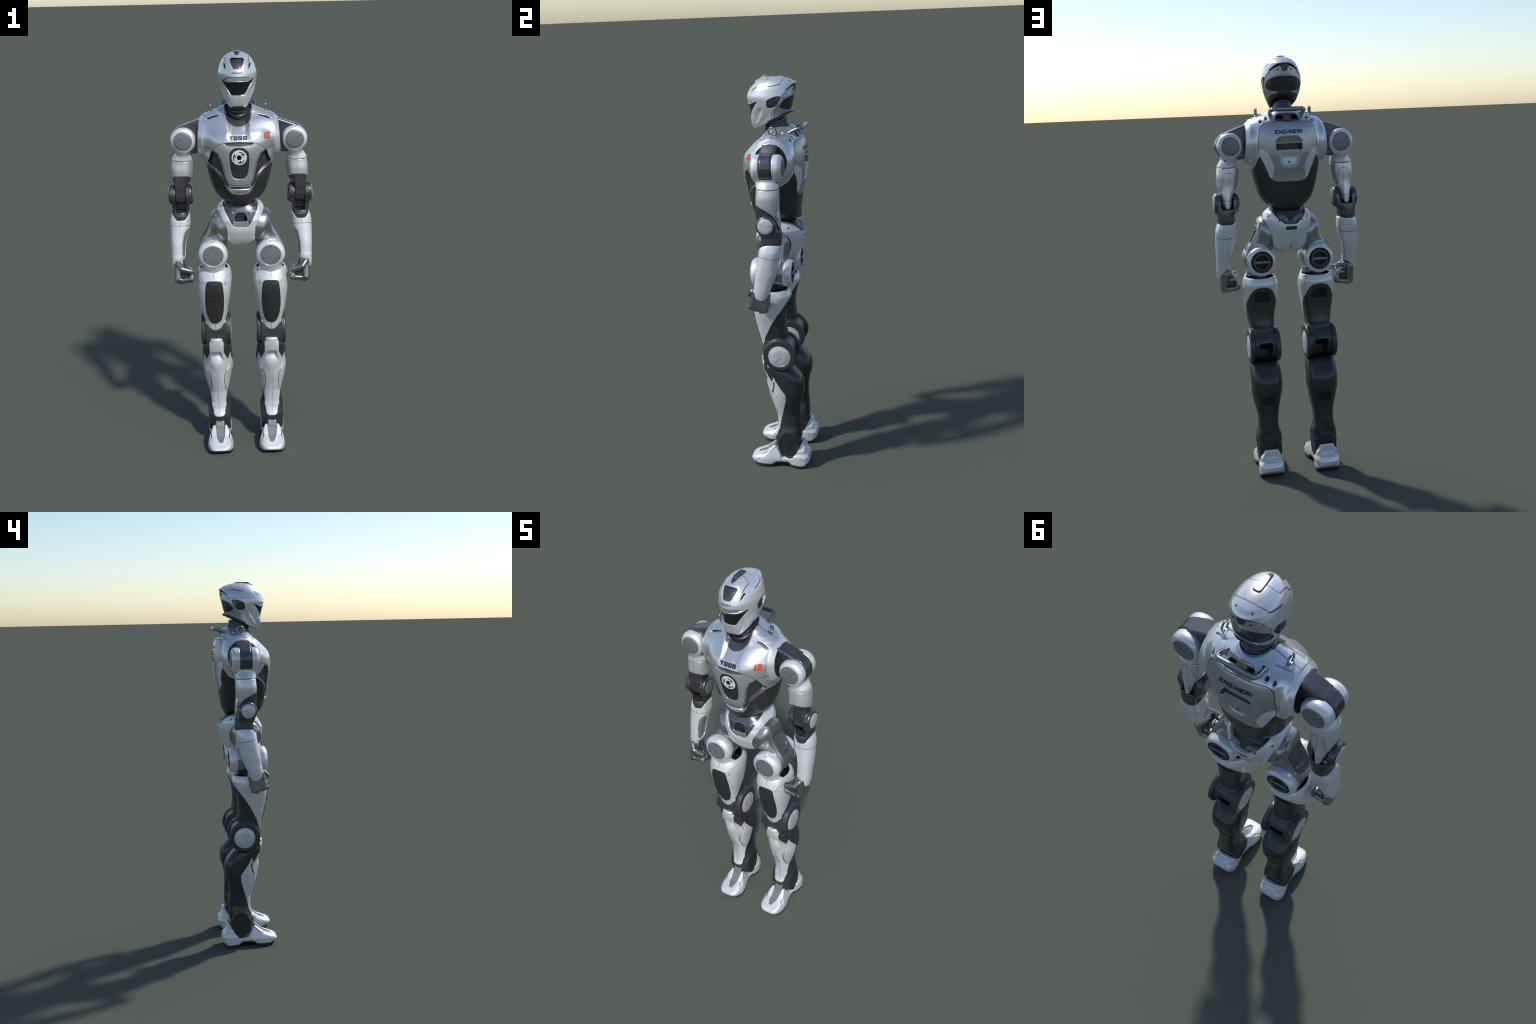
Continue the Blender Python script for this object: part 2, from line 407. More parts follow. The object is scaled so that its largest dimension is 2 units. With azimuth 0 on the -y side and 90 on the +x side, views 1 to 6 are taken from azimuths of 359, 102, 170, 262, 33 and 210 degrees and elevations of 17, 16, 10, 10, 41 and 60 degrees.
def lathe(name, prof, c, axis, mat, parents, seg=64, flip=False):
    """Revolved open profile of (radius, height) points; height runs along +axis."""
    prof = np.asarray(prof, float); a = 'xyz'.index(axis); o = [(a+1) % 3, (a+2) % 3]
    th = np.linspace(0, 2*np.pi, seg, endpoint=False)
    V = np.zeros((len(prof), seg, 3))
    V[:, :, a] = prof[:, 1][:, None]*(-1 if flip else 1)
    V[:, :, o[0]] = prof[:, 0][:, None]*np.cos(th); V[:, :, o[1]] = prof[:, 0][:, None]*np.sin(th)
    V = V.reshape(-1, 3) + np.asarray(c)
    i, j = np.meshgrid(np.arange(len(prof)-1), np.arange(seg), indexing='ij'); j2 = (j+1) % seg
    Q = np.stack([i*seg+j, i*seg+j2, (i+1)*seg+j2, (i+1)*seg+j], -1).reshape(-1, 4)
    if flip: Q = Q[:, ::-1]
    out = emit(name, V, Q, None, mat, parents)
    for ob in out: ob.data.set_sharp_from_angle(angle=math.radians(40))
    return out

def tube(name, pts, r, mat, parents, closed=False, seg=14, sub=6):
    """Round bar through control points (Catmull-Rom)."""
    p = np.asarray(pts, float); n = len(p); path = []
    rng = range(n) if closed else range(n-1)
    for i in rng:
        p0 = p[(i-1) % n] if closed or i > 0 else 2*p[0]-p[1]
        p1 = p[i]; p2 = p[(i+1) % n]
        p3 = p[(i+2) % n] if closed or i+2 < n else 2*p[-1]-p[-2]
        for t in np.linspace(0, 1, sub, endpoint=False):
            path.append(.5*((2*p1)+(-p0+p2)*t+(2*p0-5*p1+4*p2-p3)*t*t+(-p0+3*p1-3*p2+p3)*t**3))
    if not closed: path.append(p[-1])
    path = np.array(path); m = len(path)
    tan = np.roll(path, -1, 0) - np.roll(path, 1, 0)
    if not closed: tan[0] = path[1]-path[0]; tan[-1] = path[-1]-path[-2]
    tan /= np.linalg.norm(tan, axis=1, keepdims=True)
    u = np.cross(tan[0], [0.31, .2, .93]); u /= np.linalg.norm(u)
    V = []
    th = np.linspace(0, 2*np.pi, seg, endpoint=False)
    for k in range(m):
        u = u - tan[k]*(u @ tan[k]); u /= np.linalg.norm(u); w = np.cross(tan[k], u)
        V.append(path[k] + r*(np.cos(th)[:, None]*u + np.sin(th)[:, None]*w))
    V = np.concatenate(V); Q = []
    for k in range(m if closed else m-1):
        for s in range(seg):
            a = k*seg+s; b = k*seg+(s+1) % seg; k2 = (k+1) % m
            Q.append((a, b, k2*seg+(s+1) % seg, k2*seg+s))
    return emit(name, V, np.array(Q), None, mat, parents)

def surface_disc(name, f, p, R, mat, parents, lift=.0006, seg=16, dish=.0):
    """Small round plug or screw lying on a form: p is pulled to the surface first."""
    P = np.array([p], float)
    for _ in range(12):
        g = grad(f, P, .0008); s = f(P); P = P - (s/np.maximum((g*g).sum(1), .1))[:, None]*g
    g = grad(f, P, .001)[0]; n = g/np.linalg.norm(g); c = P[0]
    u = np.cross(n, [0.1, .23, .97]); u /= np.linalg.norm(u); w = np.cross(n, u)
    th = np.linspace(0, 2*np.pi, seg, endpoint=False)
    ring = lambda r, hh: c + n*hh + r*(np.cos(th)[:, None]*u + np.sin(th)[:, None]*w)
    V = np.concatenate([ring(R, -.002), ring(R, lift), ring(R*.82, lift + .0004), [c + n*(lift + .0004 - dish)]])
    Q = []
    for k in range(2):
        for s in range(seg):
            Q.append((k*seg+s, k*seg+(s+1) % seg, (k+1)*seg+(s+1) % seg)); Q.append((k*seg+s, (k+1)*seg+(s+1) % seg, (k+1)*seg+s))
    for s in range(seg): Q.append((2*seg+s, 2*seg+(s+1) % seg, 3*seg))
    out = emit(name, V, np.array(Q), None, mat, parents)
    for ob in out: ob.data.set_sharp_from_angle(angle=math.radians(35))
    return out

def flat_poly_mesh(rings, step=.004):
    """Fill 2D outlines (first outer, rest holes by even-odd) with a fine triangulation -> V2, T."""
    import bmesh
    bm = bmesh.new(); edges = []
    for r in rings:
        vs = [bm.verts.new((x, y, 0)) for x, y in r]
        edges += [bm.edges.new((vs[i], vs[(i+1) % len(vs)])) for i in range(len(vs))]
    bmesh.ops.triangle_fill(bm, edges=edges, use_beauty=True)
    for _ in range(2):
        long = [e for e in bm.edges if e.calc_length() > step]
        if long: bmesh.ops.subdivide_edges(bm, edges=long, cuts=1)
        bmesh.ops.triangulate(bm, faces=bm.faces)
    bm.verts.index_update()
    V = np.array([v.co[:2] for v in bm.verts]); T = np.array([[v.index for v in fc.verts] for fc in bm.faces])
    bm.free()
    return V, T

def decal(name, rings, f, mat, parent, front=True, lift=.0007, y0=None):
    """Ink or badge shape in x-z, wrapped on a form from the front or the back."""
    V2, T = flat_poly_mesh(rings)
    y = np.full(len(V2), -.30 if front else .30); sgn = 1 if front else -1
    for _ in range(60):
        P = np.stack([V2[:, 0], y, V2[:, 1]], 1); y = y + sgn*np.clip(f(P), -.02, .02)*.8
    P = np.stack([V2[:, 0], y - sgn*lift, V2[:, 1]], 1)
    a, b, c = P[T[:, 0]], P[T[:, 1]], P[T[:, 2]]
    ny = np.cross(b-a, c-a)[:, 1]
    flip = (ny > 0) if front else (ny < 0)
    T = np.where(flip[:, None], T[:, ::-1], T)
    # thin rim so the badge has an edge
    g = grad(f, P, .001); N = g/np.linalg.norm(g, axis=1, keepdims=True)
    return raw_object(name, P, T, mat, parent, N)

GLYPHS = {   # strokes on a unit cell
    'T': [(0, .89, 1, .89), (.5, 1, .5, 0)], '8': [(.08, 1, .08, 0), (.92, 1, .92, 0), (0, .93, 1, .93), (0, .5, 1, .5), (0, .07, 1, .07)],
    '0': [(.08, 1, .08, 0), (.92, 1, .92, 0), (0, .93, 1, .93), (0, .07, 1, .07), (.25, .8, .75, .2)],
    'E': [(.08, 1, .08, 0), (0, .93, 1, .93), (0, .5, .9, .5), (0, .07, 1, .07)], 'N': [(.08, 1, .08, 0), (.92, 1, .92, 0), (.08, .95, .92, .05)],
    'G': [(.08, 1, .08, 0), (0, .93, 1, .93), (0, .07, 1, .07), (.92, .5, .92, 0), (.5, .47, 1, .47)], 'I': [(.5, 1, .5, 0)],
    'A': [(.08, 1, .08, 0), (.92, 1, .92, 0), (0, .93, 1, .93), (.08, .45, .92, .45)]}
def lettering(name, word, width, height, center, f, mat, parent, front=True, shear=0.0, pen=.0015, narrow='I', lift=.0007):
    """Block letters from pen strokes, wrapped on a form in the x-z plane."""
    w = [.35 if ch in narrow else 1.0 for ch in word]; gap = .28
    unit = width/(sum(w) + gap*(len(word) - 1)); x = -width/2; quads = []
    for ch, k in zip(word, w):
        for (x0, z0, x1, z1) in GLYPHS[ch]:
            a = np.array([x + x0*k*unit, (z0 - .5)*height]); c = np.array([x + x1*k*unit, (z1 - .5)*height])
            d = (c - a)/np.linalg.norm(c - a); n = np.array([-d[1], d[0]])*pen*(1.35 if ch in 'T' else 1)
            m = max(2, int(np.linalg.norm(c - a)/.003) + 1)
            quads.append([(a + (c - a)*t + n, a + (c - a)*t - n) for t in np.linspace(0, 1, m)])
        x += (k + gap)*unit
    ink_shapes(name, quads, center, f, mat, parent, front, shear, lift)
def ink_shapes(name, ribbons, center, f, mat, parent, front=True, shear=0.0, lift=.0007):
    V, T, lf = [], [], []
    for i, r in enumerate(ribbons):
        n = len(V)
        for p, q in r: V += [p, q]; lf += [lift + .00004*i]*2
        T += [(n + 2*k, n + 2*k + 1, n + 2*k + 3) for k in range(len(r) - 1)] + [(n + 2*k, n + 2*k + 3, n + 2*k + 2) for k in range(len(r) - 1)]
    V = np.array(V); T = np.array(T); lf = np.array(lf)
    V[:, 0] += shear*V[:, 1]
    if not front: V[:, 0] *= -1
    V = V + np.asarray(center); sgn = 1 if front else -1
    y = np.full(len(V), -.30*sgn)
    for _ in range(60):
        P = np.stack([V[:, 0], y, V[:, 1]], 1); y = y + sgn*np.clip(f(P), -.02, .02)*.8
    P = np.stack([V[:, 0], y - sgn*lf, V[:, 1]], 1)
    a, b, c = P[T[:, 0]], P[T[:, 1]], P[T[:, 2]]; ny = np.cross(b - a, c - a)[:, 1]
    T = np.where(((ny > 0) if front else (ny < 0))[:, None], T[:, ::-1], T)
    g = grad(f, P, .001)
    return raw_object(name, P, T, mat, parent, g/np.linalg.norm(g, axis=1, keepdims=True))

# ================================================================= ASSEMBLY
materials()
ROOT = bpy.data.objects.new('humanoid_robot', None)
bpy.context.scene.collection.objects.link(ROOT)
ROOT['label'] = 'tall silver-white humanoid robot with black visor and closed fists'
ROOT['category'] = 'robot'

def spread(res, spec, parents, main=None):
    """Turn labelled pieces into objects. spec: {label: (name, material)}; the main label becomes the
    body part under the robot, the others its sub-parts."""
    heads = parents
    made = {}
    if main is not None:
        name, mat = spec[main]
        heads = emit(name, *res[main], mat, parents); made[main] = heads
    for k, (name, mat) in spec.items():
        if k != main and k in res:
            made[k] = emit(name, *res[k], mat, heads)
    return heads, made

X, Y, Z = (lambda P: P[:, 0]), (lambda P: P[:, 1]), (lambda P: P[:, 2])
ax = lambda P: np.abs(P[:, 0])

def on_front(poly, sym=False, y0=-.02):
    return lambda P: np.maximum(sd_poly(ax(P) if sym else X(P), Z(P), poly), Y(P) - y0)
def on_back(poly, sym=False, y0=.04):
    return lambda P: np.maximum(sd_poly(ax(P) if sym else X(P), Z(P), poly), y0 - Y(P))

# ----------------------------------------------------------------- HEAD
head_form = Form(HEAD)
VISOR = rounded(mirrored([(0, 1.868), (.046, 1.868), (.060, 1.874), (.079, 1.884), (.066, 1.862), (.039, 1.822), (.030, 1.807), (0, 1.806)]), 1)
BROW = mirrored([(0, 1.890), (.048, 1.890), (.064, 1.878), (.046, 1.8705), (0, 1.8705)])
FOREHEAD = rounded(mirrored([(0, 1.974), (.026, 1.973), (.0355, 1.965), (.020, 1.924), (0, 1.923)]), 1)
TEMPLE_SLOT = rounded([(.0565, 1.951), (.0615, 1.947), (.058, 1.930), (.0515, 1.922), (.0525, 1.940)], 1)
EAR = rounded([(-.019, 1.888), (-.021, 1.862), (-.015, 1.850), (.018, 1.850), (.048, 1.884), (.051, 1.905), (.021, 1.905)], 2)
REAR_EDGE = [(.0, 1.70), (.018, 1.850), (.052, 1.884), (.053, 1.907), (.067, 1.922), (.086, 1.941), (.099, 1.956), (.110, 1.9625), (.16, 1.963), (.16, 1.70)]
CHEEK_EDGE = [(-.045, 1.70), (-.030, 1.779), (-.012, 1.794), (-.002, 1.826), (.007, 1.843), (.018, 1.850), (.052, 1.884), (.16, 1.884), (.16, 1.70)]
NAPE = rounded(mirrored([(0, 1.904), (.044, 1.903), (.074, 1.888), (.080, 1.857), (.068, 1.842), (.036, 1.836), (0, 1.836)]), 1)
CREST_SLOT = rounded(mirrored([(0, 1.9625), (.035, 1.958), (.060, 1.940), (.070, 1.926), (.052, 1.938), (.034, 1.948), (0, 1.950)]), 1)
CHIN = mirrored([(0, 1.7585), (.022, 1.7580), (.033, 1.7490), (.033, 1.740), (0, 1.740)])
DISH = rounded([(-.076, 1.850), (-.036, 1.858), (-.038, 1.830), (-.062, 1.786), (-.088, 1.767), (-.089, 1.807)], 2)

def jaw(P): return (1.786 + .43*Y(P)) - Z(P)           # >0 below the jaw plane
def head_sdf(P):
    L = head_form(P); a = ax(P)
    # cheek dish
    L = L + .0085*sstep(0, .017, -sd_poly(Y(P), Z(P), DISH))*(a > .03)
    rear = sd_poly(Y(P), Z(P), REAR_EDGE)
    f = np.minimum(smax(L, -rear, .002), smax(L + .0045, rear, .002))
    nape = np.maximum(sd_poly(X(P), Z(P), NAPE), .03 - Y(P))
    f = smax(f, -np.maximum(nape, -(L + .0075)), .002)
    slot = np.maximum(sd_poly(X(P), Z(P), CREST_SLOT), .04 - Y(P))
    f = smax(f, -np.maximum(slot, -(L + .016)), .0015)
    vis = np.maximum(sd_poly(X(P), Z(P), VISOR), Y(P) + .03)
    f = f + .0045*sstep(-.001, .0035, -vis)*(1 - .6*sstep(1.855, 1.868, Z(P)))
    brow = np.maximum(sd_poly(X(P), Z(P), BROW), Y(P) + .03)
    f = f + .0050*sstep(0, .0035, -brow)
    fore = np.maximum(sd_poly(X(P), Z(P), FOREHEAD), Y(P) + .03)
    f = f + (.001 + .010*sstep(1.925, 1.985, Z(P)))*sstep(0, .0035, -fore)
    chin = np.maximum(sd_poly(X(P), Z(P), CHIN), Y(P) + .05)
    f = f + .006*sstep(0, .003, -chin)
    tem = np.maximum(sd_poly(a, Z(P), TEMPLE_SLOT), Y(P))
    f = smax(f, -np.maximum(tem, -(L + .007)), .001)
    ear = np.maximum(sd_poly(Y(P), Z(P), EAR), .04 - a)
    f = smax(f, -np.maximum(ear, -(L + .003 + .006*sstep(.020, .023, Y(P)))), .0012)
    f = smax(f, np.maximum(jaw(P), 1.7495 - Z(P)), .003)
    f = smin(f, ellipsoid(P, (0, .076, 1.829), (.045, .020, .008)), .006)
    # hollow under the helmet
    f = smax(f, -ellipsoid(P, (0, .018, 1.775), (.056, .070, .045)), .003)
    return f
SEAM_W = .0011
HATCH_FRONT = [(0, -.019), (.016, -.019), (.046, -.0215), (.0555, -.029), (.0525, -.078)]
HATCH_REAR = [(0, .060), (.012, .0595), (.034, .058), (.064, .046), (.070, .030), (.0745, .004), (.0748, -.014)]
def head_fields():
    return [
        lambda P: np.maximum(sd_poly(X(P), Z(P), VISOR), Y(P) + .03),
        lambda P: np.maximum(sd_poly(X(P), Z(P), BROW), Y(P) + .03),
        lambda P: np.maximum(sd_poly(X(P), Z(P), FOREHEAD), Y(P) + .03),
        lambda P: np.maximum(sd_poly(ax(P), Z(P), TEMPLE_SLOT), Y(P)),
        lambda P: np.maximum(sd_poly(Y(P), Z(P), EAR), .04 - ax(P)),
        lambda P: sd_poly(Y(P), Z(P), REAR_EDGE),
        lambda P: sd_poly(Y(P), Z(P), CHEEK_EDGE),
        lambda P: np.maximum(sd_poly(X(P), Z(P), NAPE), .03 - Y(P)),
        lambda P: np.maximum(sd_poly(X(P), Z(P), CREST_SLOT), .04 - Y(P)),
        lambda P: jaw(P) + .0105,
        lambda P: np.maximum(np.minimum(sd_line(ax(P), Y(P), HATCH_FRONT), sd_line(ax(P), Y(P), HATCH_REAR)) - SEAM_W, 1.94 - Z(P)),
        lambda P: Y(P) + .024,
        on_front(CHIN, y0=-.05)]
def head_label(P):
    fl = [f(P) for f in head_fields()]
    lab = np.zeros(len(P), int)
    lab[(fl[5] < 0) | ((fl[6] < 0))] = 1
    lab[fl[10] < 0] = 9
    lab[(fl[7] < -.0004)] = 2
    lab[(fl[8] < 0)] = 3
    lab[(fl[9] > 0) & (Y(P) > -.024)] = 4
    lab[jaw(P) > -.002] = 4
    lab[fl[12] < -.0004] = 4
    lab[fl[0] < -.0006] = 5
    lab[fl[1] < -.0004] = 6
    lab[fl[2] < -.0012] = 7
    lab[fl[3] < -.0002] = 8
    e = (fl[4] < -.0002)
    lab[e & (Y(P) < .0215)] = 10; lab[e & (Y(P) >= .0215)] = 11
    return lab
HEAD_CUTS = [lambda P: head_fields()[0](P) + .0006, lambda P: head_fields()[1](P) + .0004, lambda P: head_fields()[2](P) + .0012]
res = split_form(head_sdf, (-.10, -.14, 1.735), (.10, .12, 2.0), .0020, HEAD_CUTS + head_fields()[3:] + [lambda P: np.maximum(sd_poly(Y(P), Z(P), EAR), np.abs(Y(P) - .0215) - .0008)], head_label, .0012)
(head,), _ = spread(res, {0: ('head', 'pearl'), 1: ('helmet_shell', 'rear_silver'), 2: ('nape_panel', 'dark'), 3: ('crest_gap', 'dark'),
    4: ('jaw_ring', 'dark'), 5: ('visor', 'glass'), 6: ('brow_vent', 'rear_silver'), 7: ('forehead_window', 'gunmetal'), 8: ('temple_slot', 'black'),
    9: ('helmet_seam', 'seam'), 10: ('ear_pad', 'dark'), 11: ('ear_hollow', 'gunmetal')}, [ROOT], 0)
# crown lamp strip
CROWN = rounded([(-.008, -.075), (.008, -.075), (.0145, -.02), (.0165, .022), (-.0165, .022), (-.0145, -.02)], 2)
form_part('crown_lamp', lambda P: smax(np.maximum(sd_poly(X(P), Y(P), CROWN), 1.95 - Z(P)), np.maximum(head_form(P) - .0036, -head_form(P) - .004), .003),
          (-.02, -.08, 1.97), (.02, .03, 2.003), .0013, 'gunmetal', [head], .001)
# ribs of the brow vent
def ribs():
    V, T = [], []
    base = np.array([[0, 1, 2, 3], [4, 7, 6, 5], [0, 4, 5, 1], [1, 5, 6, 2], [2, 6, 7, 3], [3, 7, 4, 0]])
    for i in range(31):
        x = -.047 + .094*i/30
        zc = 1.8805; hz = .0068 if abs(x) < .042 else .0040
        y = float(HEAD.y_on(np.array([x]), np.array([zc]))[0]) + .0035
        n = len(V)*8
        c = np.array([[x-.0009, y-.001, zc-hz], [x+.0009, y-.001, zc-hz], [x+.0009, y-.001, zc+hz], [x-.0009, y-.001, zc+hz]])
        V.append(np.concatenate([c, c + [0, .005, 0]])); T.append(base + n)
    return np.concatenate(V), np.concatenate(T)
v, t = ribs(); o = raw_object('vent_ribs', v, t, 'silver', head, None, False); o['kind'] = 'stuff'
# camera box under the crest, rear fixing plugs
form_part('camera_pod', lambda P: prism(P, 'xz', rounded(mirrored([(0, 1.961), (.015, 1.960), (.0165, 1.945), (.010, 1.926), (0, 1.926)]), 1), .085, .1062, .002), (-.02, .08, 1.92), (.02, .112, 1.965), .0016, 'dark', [head])
for s in (1, -1):
    for (x, y, z, r) in ((.032, .10, 1.934, .0042), (.042, .095, 1.853, .0045), (.030, .085, 1.975, .0034)):
        surface_disc('helmet_plug', head_sdf, (s*x, y, z), r, 'black', [head])
lettering('lettering', 'ENGINEAI', .048, .0075, (0, 1.9085), head_sdf, 'ink', head, True, .25, .0006)

# ----------------------------------------------------------------- NECK
def neck_ring(c, hx, hy, hz):
    def f(P):
        q = rot(P, c, 'x', 21.5)
        d = q - np.asarray(c)
        r = np.sqrt((d[:, 0]/hx)**2 + (d[:, 1]/hy)**2 + 1e-9)
        e = (r - 1)*min(hx, hy)
        w = np.abs(d[:, 2]) - hz
        rr = .0055
        e2, w2 = e + rr, w + rr
        return np.hypot(np.maximum(e2, 0), np.maximum(w2, 0)) + np.minimum(np.maximum(e2, w2), 0) - rr
    return f
neck = None
for i, (c, hx, hy, hz) in enumerate([((0, .010, 1.752), .038, .051, .046), ((0, .004, 1.7300), .0555, .0765, .0120), ((0, .005, 1.7455), .0485, .0675, .0095), ((0, .007, 1.7605), .0440, .0610, .0085), ((0, .009, 1.7755), .0415, .0560, .0080)]):
    o = form_part('neck' if i == 0 else 'neck_ring', neck_ring(c, hx, hy, hz), (-.07, -.09, 1.68), (.07, .11, 1.83), .0024, 'dark' if i == 0 else 'gunmetal', [ROOT if i == 0 else neck])
    if i == 0: neck = o[0]

# ----------------------------------------------------------------- TORSO
torso_form = Form(TORSO)
CHEST_PLATE = rounded(mirrored([(0, 1.601), (.050, 1.599), (.077, 1.595), (.103, 1.584), (.1245, 1.565), (.094, 1.546), (.080, 1.514), (.065, 1.445), (.058, 1.420), (.050, 1.407), (.037, 1.398), (0, 1.397)]), 1)
BADGE = rounded(mirrored([(0, 1.576), (.023, 1.573), (.041, 1.557), (.0455, 1.540), (.044, 1.492), (.037, 1.450), (.027, 1.432), (0, 1.428)]), 1)
BADGE_HUB = [(.0118*math.cos(math.pi*k/3), 1.531 + .0118*math.sin(math.pi*k/3)) for k in range(6)]
SCOOP = rounded(mirrored([(0, 1.601), (.045, 1.599), (.070, 1.5955), (.050, 1.583), (0, 1.5815)]), 1)
FLANK = [(.126, 1.563), (.1465, 1.506), (.147, 1.498), (.116, 1.470), (.088, 1.441), (.071, 1.406), (.056, 1.387), (.049, 1.396), (.061, 1.418), (.069, 1.445), (.084, 1.512), (.098, 1.545)]
TRAY = rounded(mirrored([(0, 1.381), (.040, 1.381), (.053, 1.372), (.039, 1.3555), (0, 1.354)]), 1)
TRAY_GAP = mirrored([(0, 1.389), (.043, 1.388), (.047, 1.380), (0, 1.380)])
BIB = rounded(mirrored([(0, 1.80), (.066, 1.80), (.065, 1.735), (.058, 1.703), (.049, 1.688), (.036, 1.672), (0, 1.663)]), 1)
BIB_HOLLOW = mirrored([(0, 1.69), (.060, 1.686), (.044, 1.649), (0, 1.645)])
CHEST_SLIT = rounded([(.090, 1.714), (.120, 1.709), (.153, 1.696), (.150, 1.690), (.118, 1.7025), (.094, 1.708)], 1)
BACK_PLATE = rounded(mirrored([(0, 1.700), (.090, 1.699), (.112, 1.694), (.128, 1.675), (.138, 1.600), (.136, 1.549), (.126, 1.536), (.084, 1.434), (.047, 1.426), (0, 1.427)]), 1)
BACK_FACET = rounded([(.140, 1.592), (.108, 1.577), (.094, 1.558), (.068, 1.493), (.084, 1.431), (.145, 1.545)], 1)
BACK_POCKET = rounded(mirrored([(0, 1.641), (.040, 1.641), (.067, 1.611), (.060, 1.600), (.060, 1.574), (.036, 1.494), (0, 1.492)]), 1)
BACK_BAR = mirrored([(0, 1.600), (.0605, 1.600), (.0605, 1.574), (0, 1.574)])
PORTS = rounded(mirrored([(0, 1.738), (.038, 1.737), (.053, 1.727), (.060, 1.702), (0, 1.7015)]), 1)
PORT_HOLE = [(.0215, 1.730), (.047, 1.7285), (.049, 1.7105), (.020, 1.710)]
PORT_LAMP = mirrored([(0, 1.730), (.011, 1.730), (.0135, 1.707), (0, 1.7065)])
SHOULDER_SCOOPS = [((.094, .101, 1.720), (.0085, .018, .0090), 0), ((.122, .100, 1.704), (.0075, .016, .0075), 0)]
SHOULDER_TRAY = [(.092, .048), (.146, .030), (.150, .038), (.096, .058)]
FRONT_HEM = np.array([(0, 1.350), (.022, 1.351), (.041, 1.356), (.053, 1.369), (.063, 1.386), (.085, 1.434), (.116, 1.467), (.147, 1.490), (.20, 1.492)])
SIDE_HEM = np.array([(-.20, 1.491), (-.079, 1.490), (.030, 1.482), (.046, 1.484), (.084, 1.505), (.113, 1.550), (.20, 1.556)])

def shoulder_core(P):
    q = np.stack([ax(P), Y(P), Z(P)], 1)
    return drum(q, (.10, .007, 1.611), 'x', .1005, .0655, .004)
def torso_sdf(P):
    L = torso_form(P); a = ax(P); x, y, z = X(P), Y(P), Z(P)
    L = smin(L, shoulder_core(P), .022)
    back = y > 0
    f = L
    flank = np.maximum(sd_poly(a, z, FLANK), y + .02)
    f = f + (y < 0)*sstep(0, .012, -flank)*.015*sstep(1.40, 1.53, z)
    # hollow running from the collar down the middle of the chest
    deep = np.interp(z, [1.590, 1.606, 1.620, 1.645, 1.670, 1.700, 1.735], [0, .003, .006, .007, .011, .009, .003])
    f = f + (y < 0)*deep*(1 - sstep(.030, .030 + np.interp(z, [1.60, 1.65, 1.70], [.040, .022, .034]), a))
    scoop = np.maximum(sd_poly(x, z, SCOOP), y + .02)
    f = smax(f, -np.maximum(scoop, -(L + .009)), .0015)
    badge = np.maximum(sd_poly(x, z, BADGE), y + .02)
    f = smax(f, -np.maximum(badge, -(L + .0025)), .001)
    f = smax(f, -np.maximum(np.maximum(sd_poly(x, z, BADGE_HUB), y + .02), -(L + .035)), .001)
    gap = np.maximum(sd_poly(x, z, TRAY_GAP), y + .02)
    f = smax(f, -np.maximum(gap, -(L + .008)), .0015)
    tray = np.maximum(sd_poly(x, z, TRAY), y + .02)
    f = f - (y < 0)*.005*sstep(0, .006, -tray)*sstep(1.356, 1.376, z)
    slit = np.maximum(sd_poly(a, z, CHEST_SLIT), y + .01)
    f = smax(f, -np.maximum(slit, -(L + .007)), .0012)
    # neck well, tilted like the collar
    qn = rot(P, (0, .004, 1.7285), 'x', 21.5); dn = qn - np.array([0, .004, 1.7285])
    well = np.maximum((np.sqrt((dn[:, 0]/.0600)**2 + (dn[:, 1]/.0800)**2 + 1e-9) - 1)*.060, -.012 - dn[:, 2])
    f = smax(f, -well, .003)
    # back
    pocket = np.maximum(sd_poly(x, z, BACK_POCKET), .04 - y)
    depth = np.where(z > 1.587, .017*sstep(1.645, 1.600, z), .017*sstep(1.47, 1.560, z) + .002)
    f = f + back*depth*sstep(0, .012, -pocket)
    bar = np.maximum(sd_poly(x, z, BACK_BAR), .04 - y)
    f = smax(f, -np.maximum(bar, -(L + .034)), .0015)
    facet = np.maximum(sd_poly(a, z, BACK_FACET), .04 - y)
    f = f + back*.0022*sstep(0, .004, -facet)
    ports = np.maximum(sd_poly(x, z, PORTS), .05 - y)
    f = smax(f, -np.maximum(ports, -(L + .003)), .0012)
    holes = np.maximum(sd_poly(a, z, PORT_HOLE), .05 - y)
    f = smax(f, -np.maximum(holes, -(L + .026)), .0012)
    q = np.stack([a, y, z], 1)
    for c, h, _ in SHOULDER_SCOOPS:
        f = smax(f, -ellipsoid(rot(q, c, 'x', -41), c, h), .0015)
    st = np.maximum(sd_poly(a, y, SHOULDER_TRAY), 1.65 - z)
    f = smax(f, -np.maximum(st, -(L + .006)), .0015)
    return f
def hem(P):
    zf = np.interp(ax(P), FRONT_HEM[:, 0], FRONT_HEM[:, 1]); zs = np.interp(Y(P), SIDE_HEM[:, 0], SIDE_HEM[:, 1])
    d = Z(P) - np.where(Y(P) < -.079, zf, zs)
    return np.maximum(d, np.where(Y(P) > .03, -sd_poly(X(P), Z(P), BACK_PLATE), -1.))
def torso_seams(P):
    d1 = np.maximum(np.abs(sd_poly(X(P), Z(P), CHEST_PLATE)), Y(P) + .02)
    d2 = np.maximum(sd_line(ax(P), Z(P), [(.1245, 1.565), (.170, 1.578)]), Y(P) + .01)
    d3 = np.maximum(np.abs(sd_poly(X(P), Z(P), BACK_PLATE)), .04 - Y(P))
    d4 = np.maximum(sd_line(ax(P), Y(P), [(.066, .010), (.165, .009)]), 1.69 - Z(P))
    return np.minimum(np.minimum(d1, d2), np.minimum(d3, d4)) - SEAM_W*1.1
